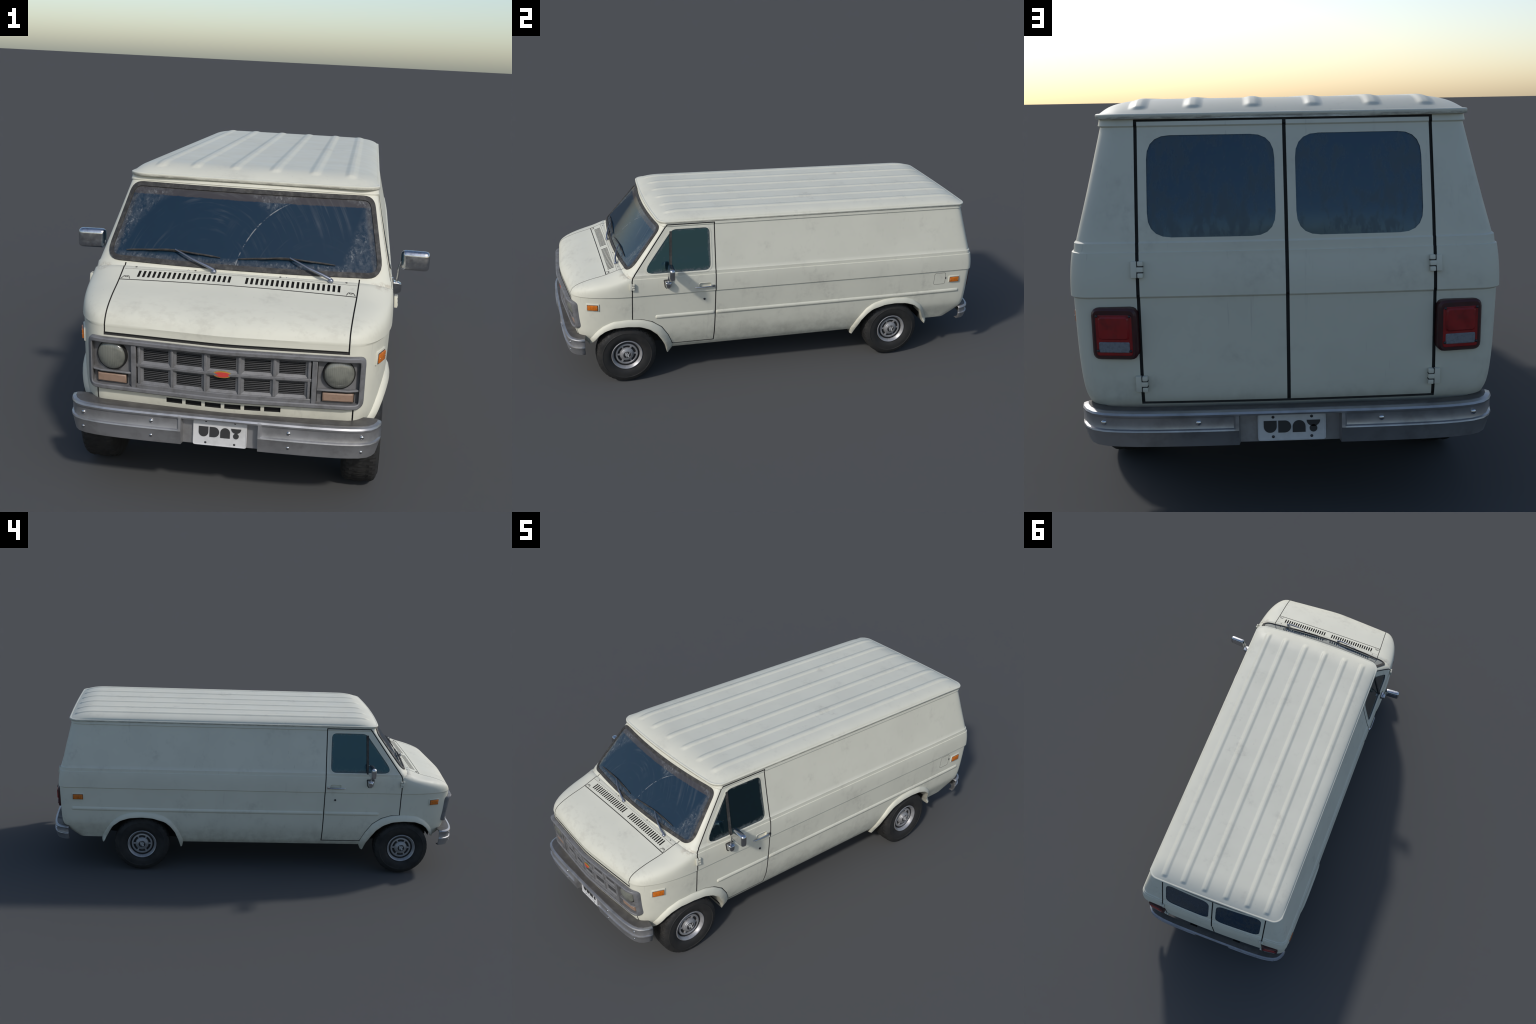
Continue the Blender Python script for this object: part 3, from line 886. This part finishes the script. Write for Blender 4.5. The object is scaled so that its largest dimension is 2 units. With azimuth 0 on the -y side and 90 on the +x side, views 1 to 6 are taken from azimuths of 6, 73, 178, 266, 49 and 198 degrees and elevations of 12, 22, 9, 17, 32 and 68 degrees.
# posts, mid bar and cell frames
b = bmesh.new()
for s in (1, -1): bar(b, s * .2165 - .0060, s * .2165 + .0060, .275, .391, -.0120, .008)
done('grille_post', b, 'grille', grille)
GX = [-.2040, -.1225, -.0410, .0410, .1225, .2040]
b = bmesh.new()
bar(b, -.2105, .2105, .3320, .3400, -.0080, .008); bar(b, -.2105, .2105, .277, .2875, -.0080, .008); bar(b, -.2105, .2105, .3845, .391, -.0080, .008)
for x in GX: bar(b, x - .0034, x + .0034, .2870, .385, -.0075, .008)
done('grille_bar', b, 'grille', grille)
ROWZ = ((.2875, .3320), (.3400, .3845))
for i in range(5):
    for z0, z1 in ROWZ:
        x0, x1 = GX[i] + .0034, GX[i + 1] - .0034
        b = bmesh.new(); t = .0068
        # sloped funnel frame inside the cell
        def quad(p): b.faces.new([b.verts.new((x, gy(x) + d, z)) for x, d, z in p])
        A = [(x0, -.0035, z0), (x1, -.0035, z0), (x1, -.0035, z1), (x0, -.0035, z1)]
        Bq = [(x0 + t, .0010, z0 + t), (x1 - t, .0010, z0 + t), (x1 - t, .0010, z1 - t * .7), (x0 + t, .0010, z1 - t * .7)]
        Cq = [(p[0], .008, p[2]) for p in Bq]
        for k in range(4):
            quad([A[k], A[(k + 1) % 4], Bq[(k + 1) % 4], Bq[k]]); quad([Bq[k], Bq[(k + 1) % 4], Cq[(k + 1) % 4], Cq[k]])
        cell = bm_obj('grille_cell', b, 'grille', grille, 25)
        b = bmesh.new(); h = (z1 - t * .7) - (z0 + t)
        for k in range(7):
            zc = z0 + t + h * (k + .5) / 7
            bar(b, x0 + t, x1 - t, zc - h * .030, zc + h * .030, .0015, .0075, .0005)
        done('grille_louvre', b, 'louvre', cell)
# lamp pockets
for s in (1, -1):
    xa, xb = sorted((s * .2235, s * .3225))
    b = bmesh.new(); bar(b, xa, xb, .275, .391, .0050, .010, .0005); pk = done('lamp_pocket', b, 'grille', grille)
    b = bmesh.new(); bar(b, xa, xb, .3105, .3155, -.0090, .008); done('lamp_divider', b, 'grille', grille)
    # turn lamp
    ta, tb = sorted((s * .2370, s * .3100))
    b = bmesh.new(); bar(b, ta - .002, tb + .002, .2815, .3075, .001, .0060, .0008); done('lamp_seal', b, 'black', pk)
    b = bmesh.new(); bar(b, ta, tb, .2835, .3055, -.0050, .005, .003)
    done('turn_lamp', b, 'turn', pk)
    # round headlamp
    xc, zc = s * .2735, .3540
    nrm = Vector((s * .22, -1, 0)).normalized(); R = frame_to(nrm)
    V, F = [], []; prof = [(.0385, -.010), (.0385, .001), (.0362, .0015)]
    v2, f2 = revolve([(r, h) for r, h in prof], 40)
    T = Matrix.Translation((xc, gy(xc) + .001, zc)) @ R.to_4x4() @ Matrix.Rotation(-pi / 2, 4, 'Y')
    ring = obj_from('headlamp_ring', [T @ Vector(q) for q in v2], f2, 'black', grille)
    prof = [(.0368, 0)] + [(.0362 * cos(a), .0005 + .0135 * sin(a)) for a in [pi / 2 * i / 10 for i in range(11)]]
    prof[-1] = (.0003, prof[-1][1])
    v2, f2 = revolve(prof, 40)
    o = obj_from('headlamp', [T @ Vector(q) for q in v2], f2, 'headlamp', grille, 60)
    bq = bmesh.new(); bq.from_mesh(o.data); bmesh.ops.recalc_face_normals(bq, faces=bq.faces)
    f = min(bq.faces, key=lambda f: f.calc_center_median().y)
    if f.normal.y > 0: bmesh.ops.reverse_faces(bq, faces=bq.faces)
    bq.to_mesh(o.data); bq.free()
# oval badge
for nm, ra, rz, d, mt in (('badge_rim', .0225, .0082, -.0090, 'gold'), ('badge', .0198, .0064, -.0098, 'red')):
    b = bmesh.new(); nn = 28
    top = [b.verts.new((ra * cos(2 * pi * i / nn), gy(0) + d + .003 * (cos(2 * pi * i / nn)) ** 2, .3365 + rz * sin(2 * pi * i / nn))) for i in range(nn)]
    bot = [b.verts.new((v.co.x, gy(0) - .004, v.co.z)) for v in top]
    b.faces.new(top)
    for i in range(nn): b.faces.new((top[i], top[(i + 1) % nn], bot[(i + 1) % nn], bot[i]))
    done(nm, b, mt, grille)

def lean(o):
    for v in o.data.vertices: v.co.y -= .009 * (v.co.z - .326) / .065
    for c in o.children: lean(c)
lean(grille)

# ------------------------------------------------------------------ wheels
def wheel_meshes():
    out = {}
    seg = 168
    prof = []   # (r, x) outer side first
    side_out = [(.0700, .030), (.0722, .0385), (.0775, .0430), (.0860, .0462), (.0970, .0475), (.1080, .0470), (.1092, .0482), (.1125, .0480), (.1137, .0464), (.1220, .0440)]
    tread = [(.1290, .0400), (.1328, .0335), (.1345, .0250), (.1350, .0170), (.1352, .0085), (.1353, .0), (.1352, -.0085), (.1350, -.017), (.1345, -.025), (.1328, -.0335), (.1290, -.040)]
    side_in = [(.1220, -.044), (.1100, -.047), (.0950, -.047), (.0800, -.0435), (.0700, -.035)]
    prof = side_out + tread + side_in
    V, F = [], []; k = len(prof); t0, t1 = len(side_out), len(side_out) + len(tread)
    for i in range(seg):
        a = 2 * pi * i / seg
        for q, (r, x) in enumerate(prof):
            dr = 0
            if t0 <= q < t1:
                j = q - t0
                if j in (3, 7): dr = -.0026
                elif (i + (j * 2 if j < 5 else (10 - j) * 2)) % 4 == 0: dr = -.0026
            elif q == t0 - 1 or q == t1: dr = -.0012 if i % 4 < 2 else 0
            V.append((x, (r + dr) * cos(a), (r + dr) * sin(a)))
    for i in range(seg):
        j = (i + 1) % seg
        for q in range(k - 1): F.append((i * k + q, j * k + q, j * k + q + 1, i * k + q + 1))
    out['tyre'] = (V, F)
    # rim: rolled lip and dish
    out['rim'] = revolve([(.0700, .026), (.0712, .0345), (.0704, .0410), (.0685, .0422), (.0665, .0412), (.0645, .0375), (.0605, .0335), (.0575, .027), (.0545, .020)], 56)
    out['well'] = revolve([(.0585, .029), (.0560, .0245), (.0001, .0235)], 40)
    return out
WM = wheel_meshes()
# wheel disc: outer ring, six spokes, stepped hub
def disc_mesh():
    b = bmesh.new()
    v, f = revolve([(.0510, .014), (.0512, .0280), (.0498, .0305), (.0440, .0315), (.0425, .0300), (.0420, .014)], 48)
    vs = [b.verts.new(q) for q in v]
    for q in f: b.faces.new([vs[i] for i in q])
    v, f = revolve([(.0320, .014), (.0320, .0300), (.0308, .0325), (.0280, .0335), (.0272, .0360), (.0262, .0370), (.0225, .0380), (.0215, .0400), (.0200, .0408), (.0172, .0412), (.0165, .0398)], 48)
    vs = [b.verts.new(q) for q in v]
    for q in f: b.faces.new([vs[i] for i in q])
    for i in range(6):
        a = pi / 3 * i
        R = Matrix.Rotation(a, 3, 'X')
        add_box(b, R @ Vector((.0250, .0370, 0)), (.0100, .0140, .0080), .0015, R)
    bmesh.ops.recalc_face_normals(b, faces=b.faces)
    me = bpy.data.meshes.new('wheel_disc'); b.to_mesh(me); b.free(); return me
def mk_mesh(name, vf, mat, sm):
    me = bpy.data.meshes.new(name); me.from_pydata([tuple(v) for v in vf[0]], [], vf[1]); me.update()
    b = bmesh.new(); b.from_mesh(me); bmesh.ops.recalc_face_normals(b, faces=b.faces); b.to_mesh(me); b.free()
    me.materials.append(M[mat])
    for p in me.polygons: p.use_smooth = True
    me.set_sharp_from_angle(angle=radians(sm)); return me
tyre_me = mk_mesh('tyre', WM['tyre'], 'tyre', 32); rim_me = mk_mesh('rim', WM['rim'], 'rim', 50); well_me = mk_mesh('wheel_recess', WM['well'], 'rimdark', 40)
disc_me = disc_mesh(); disc_me.materials.append(M['rim'])
for p in disc_me.polygons: p.use_smooth = True
disc_me.set_sharp_from_angle(angle=radians(35))
cap_me = mk_mesh('hub_cap', revolve([(.0168, .037), (.0165, .0404), (.0001, .0408)], 32), 'rimdark', 40)
# hub marking, two rows of small raised letters
def text_mesh(body_txt, size):
    cu = bpy.data.curves.new('hub_letter', 'FONT'); cu.body = body_txt; cu.size = size; cu.extrude = .0006; cu.align_x = 'CENTER'; cu.align_y = 'CENTER'; cu.space_line = .82
    cu.offset = .0003
    o = bpy.data.objects.new('tmp', cu); SC.objects.link(o)
    dg = bpy.context.evaluated_depsgraph_get(); me = bpy.data.meshes.new_from_object(o.evaluated_get(dg)); bpy.data.objects.remove(o); me.name = 'hub_lettering'
    return me
txt_me = text_mesh('GU\nTB', .0150)
txt_me.transform(Matrix.Translation((.0411, 0, 0)) @ Matrix(((0, 0, 1, 0), (1, 0, 0, 0), (0, 1, 0, 0), (0, 0, 0, 1))))
txt_me.materials.clear(); txt_me.materials.append(M['plate'])
def mk(name, me, parent):
    o = bpy.data.objects.new(name, me); SC.objects.link(o); o.parent = parent; return o
for s in (1, -1):
    for y in (-.73, .56):
        w = bpy.data.objects.new('wheel', None); SC.objects.link(w); w.parent = van
        w.location = (s * .3370, y, .1353); w.rotation_euler = (0, 0, 0 if s > 0 else pi)
        for nm, me in (('tyre', tyre_me), ('rim', rim_me), ('wheel_recess', well_me), ('wheel_disc', disc_me), ('hub_cap', cap_me), ('hub_lettering', txt_me)):
            mk(nm, me, w)

# ------------------------------------------------------------------ side marker lamps
def marker(y, z, s):
    p, nv = side_hit(y, z, s); R = frame_to(nv); T = Matrix.Translation(p) @ R.to_4x4()
    b = bmesh.new(); add_box(b, (0, 0, 0), (.058, .035, .0064), .0028); 
    o = bm_obj('side_marker', b, 'bezel', van); o.data.transform(T)
    b = bmesh.new(); add_box(b, (0, -.001, .0012), (.049, .0265, .006), .001); q = bm_obj('lamp_seal', b, 'rubber', o); q.data.transform(T)
    b = bmesh.new(); add_box(b, (0, -.001, .0025), (.046, .0235, .010), .003); q = bm_obj('amber_lens', b, 'amber', o); q.data.transform(T)
    for dx in (-.019, .019):
        b = bmesh.new(); bmesh.ops.create_uvsphere(b, u_segments=10, v_segments=6, radius=.0016)
        for v in b.verts: v.co += Vector((dx, -.001, .0070))
        q = bm_obj('lamp_screw', b, 'bright', o); q.data.transform(T)
for s in (1, -1): marker(-.876, .381, s); marker(.867, .381, s)

# ------------------------------------------------------------------ tail lamps
for s in (1, -1):
    xc, zc = s * .3095, .3625
    p, nv = rear_hit(xc, zc); nv = (nv + Vector((s * .10, 0, 0))).normalized(); R = frame_to(nv); T = Matrix.Translation(p) @ R.to_4x4()
    def prism(name, w, h, z0, z1, rad, mat, parent, cy=0., bev=.0015, cx=0.):
        b = bmesh.new(); pts = round_poly(rect(-w / 2, -h / 2, w / 2, h / 2), rad, 4)
        rr = [(pts, z0), (pts, z1 - bev), (offset_poly(pts, -bev), z1)]
        L = [[b.verts.new((x + cx, y + cy, zz)) for x, y in q] for q, zz in rr]
        for k in range(2):
            for i in range(len(pts)): b.faces.new((L[k][i], L[k][(i + 1) % len(pts)], L[k + 1][(i + 1) % len(pts)], L[k + 1][i]))
        b.faces.new(L[-1])
        bmesh.ops.recalc_face_normals(b, faces=b.faces)
        o = bm_obj(name, b, mat, parent, 40); o.data.transform(T); return o
    tl = prism('tail_lamp', .082, .095, -.012, .014, .014, 'redhousing', van, bev=.004)
    prism('lamp_border', .067, .076, .010, .0150, .006, 'redlens', tl, -.002)
    prism('red_lens', .056, .043, .012, .0185, .007, 'redlens', tl, .012, .003)
    prism('reverse_lens', .056, .0195, .012, .0172, .003, 'reverse', tl, -.0235, .0015)
    for dx in (-.030, .030):
        for dy in (.034, -.030):
            b = bmesh.new(); bmesh.ops.create_uvsphere(b, u_segments=10, v_segments=6, radius=.0026)
            for v in b.verts: v.co = Vector((v.co.x + dx, v.co.y + dy, v.co.z * .7 + .0165))
            q = bm_obj('lamp_screw', b, 'screw', tl); q.data.transform(T)

# ------------------------------------------------------------------ hinges
def hinge(T, parent, flip):
    """interlocked barrel hinge: leaf, knuckle and dark joints"""
    b = bmesh.new()
    add_box(b, (-.0055, 0, .002), (.011, .030, .008), .0018)
    for yy, w in ((-.0105, .009), (.0105, .009)): add_box(b, (.0060, yy, .003), (.010, w, .009), .0022)
    add_box(b, (.0050, 0, .0025), (.012, .0095, .009), .0022)
    if flip:
        for v in b.verts: v.co.x = -v.co.x
        bmesh.ops.reverse_faces(b, faces=b.faces)
    o = bm_obj('hinge', b, 'paint', parent); o.data.transform(T)
    b = bmesh.new()
    for yy in (-.0054, .0054): add_box(b, (.006, yy, .0025), (.0105, .0014, .0078))
    add_box(b, (.0004, .0105, .0025), (.0014, .0095, .0076)); add_box(b, (.0004, -.0105, .0025), (.0014, .0095, .0076))
    if flip:
        for v in b.verts: v.co.x = -v.co.x
        bmesh.ops.reverse_faces(b, faces=b.faces)
    q = bm_obj('hinge_joint', b, 'gap', o); q.data.transform(T)
for s in (1, -1):
    for z in (.477, .266):
        p, nv = rear_hit(s * .2665, z); R = frame_to(nv)
        hinge(Matrix.Translation(p + nv * .002) @ R.to_4x4(), van, s < 0)
    p, nv = side_hit(-.7055, .477, s); R = frame_to(nv)
    hinge(Matrix.Translation(p + nv * .004) @ R.to_4x4() @ Matrix.Scale(1., 4), van, s < 0)

# ------------------------------------------------------------------ door furniture
def capsule(b, pts, r, n=10):
    """round bar through points"""
    prev = None; k = len(pts)
    for i, p in enumerate(pts):
        p = Vector(p); t = (Vector(pts[min(k - 1, i + 1)]) - Vector(pts[max(0, i - 1)])).normalized()
        u = t.orthogonal().normalized() if abs(t.x) > .9 else t.cross(Vector((1, 0, 0))).normalized(); w = t.cross(u)
        rr = r[i] if isinstance(r, (list, tuple)) else r
        ring = [b.verts.new(p + (u * cos(2 * pi * j / n) + w * sin(2 * pi * j / n)) * rr) for j in range(n)]
        if prev:
            for j in range(n): b.faces.new((prev[j], prev[(j + 1) % n], ring[(j + 1) % n], ring[j]))
        else: b.faces.new(ring[::-1])
        prev = ring
    b.faces.new(prev)
for s, t in ((1, 'r'), (-1, 'l')):
    d = doors[t]
    # pressed rim round the finger recess
    V, F = [], []; cup = CUP if area(CUP) > 0 else CUP[::-1]; n = len(cup)
    for q, dx in ((offset_poly(cup, .0030), -.0006), (offset_poly(cup, .0016), .0016), (offset_poly(cup, .0002), .0012), (cup, -.001)):
        for y, z in q: V.append((s * (side_hit(y, z)[0].x + dx), y, z))
    for k in range(3):
        for i in range(n):
            F.append((k * n + i, k * n + (i + 1) % n, (k + 1) * n + (i + 1) % n, (k + 1) * n + i))
    o = obj_from('handle_rim', V, F, 'paint', d, 60)
    bq = bmesh.new(); bq.from_mesh(o.data); bmesh.ops.recalc_face_normals(bq, faces=bq.faces)
    if sum(f.normal.x * s for f in bq.faces) < 0: bmesh.ops.reverse_faces(bq, faces=bq.faces)
    bq.to_mesh(o.data); bq.free()
    xh = side_hit(-.38, .451)[0].x
    b = bmesh.new(); capsule(b, [(s * (xh + .003), -.424, .4500), (s * (xh + .0075), -.416, .4505), (s * (xh + .008), -.36, .4520), (s * (xh + .006), -.345, .4525)], [.0018, .0026, .0032, .003])
    add_box(b, (s * (xh + .003), -.341, .453), (.009, .013, .011), .002)
    bmesh.ops.recalc_face_normals(b, faces=b.faces)
    bm_obj('door_handle', b, 'bright', d)
    p, nv = side_hit(-.379, .388, s)
    v2, f2 = revolve([(.0052, -.001), (.0050, .0022), (.0042, .003), (.003, .0022), (.0001, .0018)], 20)
    T = Matrix.Translation(p) @ frame_to(nv).to_4x4() @ Matrix.Rotation(-pi / 2, 4, 'Y')
    obj_from('door_lock', [T @ Vector(q) for q in v2], f2, 'screw', d)
    # mirror: stained gasket, chrome foot, bent stalk, rounded head
    xb = side_hit(-.546, .479)[0].x
    foot = [(-.0165, .016), (.0165, .016), (.0125, -.012), (.006, -.020), (-.006, -.020), (-.0125, -.012)]
    def lump(name, prof, mat, parent):
        b = bmesh.new(); rings2 = []
        for dx, k in prof: rings2.append([b.verts.new((s * (xb + dx), -.546 + y * k, .479 + z * k)) for y, z in round_poly(foot, .004, 3)])
        m = len(rings2[0])
        for i in range(len(rings2) - 1):
            for j in range(m): b.faces.new((rings2[i][j], rings2[i][(j + 1) % m], rings2[i + 1][(j + 1) % m], rings2[i + 1][j]))
        b.faces.new(rings2[-1]); bmesh.ops.recalc_face_normals(b, faces=b.faces)
        return bm_obj(name, b, mat, parent, 40)
    mir = lump('door_mirror', [(-.004, 1.0), (.014, .90), (.022, .72), (.024, .55)], 'bright', d)
    lump('mirror_gasket', [(-.005, 1.22), (.0012, 1.2), (.0022, 1.08)], 'rubber', mir)
    b = bmesh.new(); capsule(b, [(s * (xb + .010), -.546, .490), (s * (xb + .013), -.546, .510), (s * (xb + .014), -.545, .535), (s * (xb + .018), -.544, .548), (s * (xb + .030), -.543, .552)], .0032)
    bmesh.ops.recalc_face_normals(b, faces=b.faces); bm_obj('mirror_stalk', b, 'bright', mir)
    b = bmesh.new()
    add_box(b, (0, 0, 0), (.078, .032, .054), .0150, None, 5)
    for v in b.verts:
        if v.co.y > 0: v.co.y *= .6        # flatter glass side faces back
    T = Matrix.Translation((s * .450, -.538, .5530)) @ Matrix.Rotation(radians(-3 * s), 4, 'Z')
    for v in b.verts: v.co = T @ v.co
    bm_obj('mirror_head', b, 'bright', mir, 60)
    b = bmesh.new(); add_box(b, (0, .0093, 0), (.052, .0015, .030), .0006)
    for v in b.verts: v.co = T @ v.co
    bm_obj('mirror_glass', b, 'silver', mir)
# fuel flap latch notch
p, nv = side_hit(.8215, .389)
b = bmesh.new(); add_box(b, p + Vector((.0006, .0005, 0)), (.0024, .0042, .010), .001); bm_obj('flap_latch', b, 'gap', van)

# ------------------------------------------------------------------ wipers
for px, tip, b0, b1 in ((.232, .123, -.010, .240), (-.067, -.175, -.308, -.056)):
    pv = top_hit(px, -.754)[0]
    def on_glass(x, z, off):
        h = front_hit(x, z); return h[0] + h[1] * off
    a1 = on_glass(tip, .566, .012)
    b = bmesh.new(); mid = pv.lerp(a1, .52) + Vector((0, -.006, .004))
    capsule(b, [pv + Vector((0, 0, .008)), pv.lerp(mid, .4) + Vector((0, -.002, .006)), mid], [.0042, .0040, .0032])
    capsule(b, [mid, mid.lerp(a1, .5) + Vector((0, -.002, .001)), a1], [.0026, .0022, .0018])
    r = bmesh.ops.create_uvsphere(b, u_segments=16, v_segments=10, radius=.0075)
    for v in r['verts']: v.co = pv + Vector((v.co.x, v.co.y, v.co.z * .9 + .004))
    bmesh.ops.recalc_face_normals(b, faces=b.faces)
    arm = bm_obj('wiper_arm', b, 'wiperarm', van, 50)
    b = bmesh.new(); pts = [on_glass(b0 + (b1 - b0) * i / 12, .5585 + .007 * sin(pi * i / 12), .0045) for i in range(13)]
    capsule(b, pts, [.0012] + [.0024] * 11 + [.0012], 6)
    pts = [on_glass(b0 + (b1 - b0) * (.22 + .56 * i / 8), .560 + .006 * sin(pi * i / 8), .0085) for i in range(9)]
    capsule(b, pts, [.001] + [.0020] * 7 + [.001], 6)
    bmesh.ops.recalc_face_normals(b, faces=b.faces); bm_obj('wiper_blade', b, 'rubber', arm)
# small plugs and washer nozzles on the cowl
for x, y, r, mt in ((.272, -.749, .0030, 'gap'), (.104, -.7495, .0030, 'gap'), (.121, -.7495, .0028, 'bright'), (-.115, -.7495, .0030, 'gap'), (-.133, -.7495, .0028, 'bright'), (-.270, -.749, .0030, 'gap')):
    p, nv = top_hit(x, y)
    if p is None: continue
    b = bmesh.new(); bmesh.ops.create_uvsphere(b, u_segments=10, v_segments=6, radius=r)
    for v in b.verts: v.co = Vector((v.co.x, v.co.y, v.co.z * .5)) + p
    bm_obj('cowl_plug', b, mt, cowl)

# hinge brackets drawn beside the vents: thin dark ridges in a trapezium with a small tab
for sgn in (1, -1):
    b = bmesh.new()
    for path in ([(.2745, -.8025), (.2790, -.7905), (.2915, -.7905), (.2965, -.8025)], [(.2815, -.7915), (.2825, -.7950), (.2880, -.7950), (.2890, -.7915)]):
        for (xa, ya), (xb, yb) in zip(path, path[1:]):
            p, q = top_hit(sgn * xa, ya)[0], top_hit(sgn * xb, yb)[0]
            capsule(b, [p + Vector((0, 0, .0001)), q + Vector((0, 0, .0001))], .0010, 6)
    bmesh.ops.recalc_face_normals(b, faces=b.faces); bm_obj('hinge_bracket', b, 'gap', cowl)
# dark grey-brown strips laid over the bumper tops
for sy, foot, k, par in ((-1, .1545, .882, fb), (1, .1555, .745, rb)):
    full = [(-x, y) for x, y in PATH[:0:-1]] + PATH; V, F = [], []; n = len(full)
    for i in range(n):
        a, c = Vector(full[max(0, i - 1)]), Vector(full[min(n - 1, i + 1)]); t = (c - a).normalized(); nv = Vector((-t.y, t.x))
        for d, h in ((-.0335, .0870), (-.0335, .0888), (-.0200, .0914), (-.0110, .0911), (-.0102, .0890)):
            if d == -.0335: d = -.0585 if sy < 0 else -.0375
            p = Vector(full[i]) + nv * d; V.append((p.x, sy * p.y, foot + h * k))
    for i in range(n - 1):
        for q in range(4):
            f = (i * 5 + q, i * 5 + q + 1, i * 5 + q + 6, i * 5 + q + 5); F.append(f if sy > 0 else f[::-1])
    obj_from('dark_top_strip', V, F, 'bumpertop', par, 40)

bm.free()
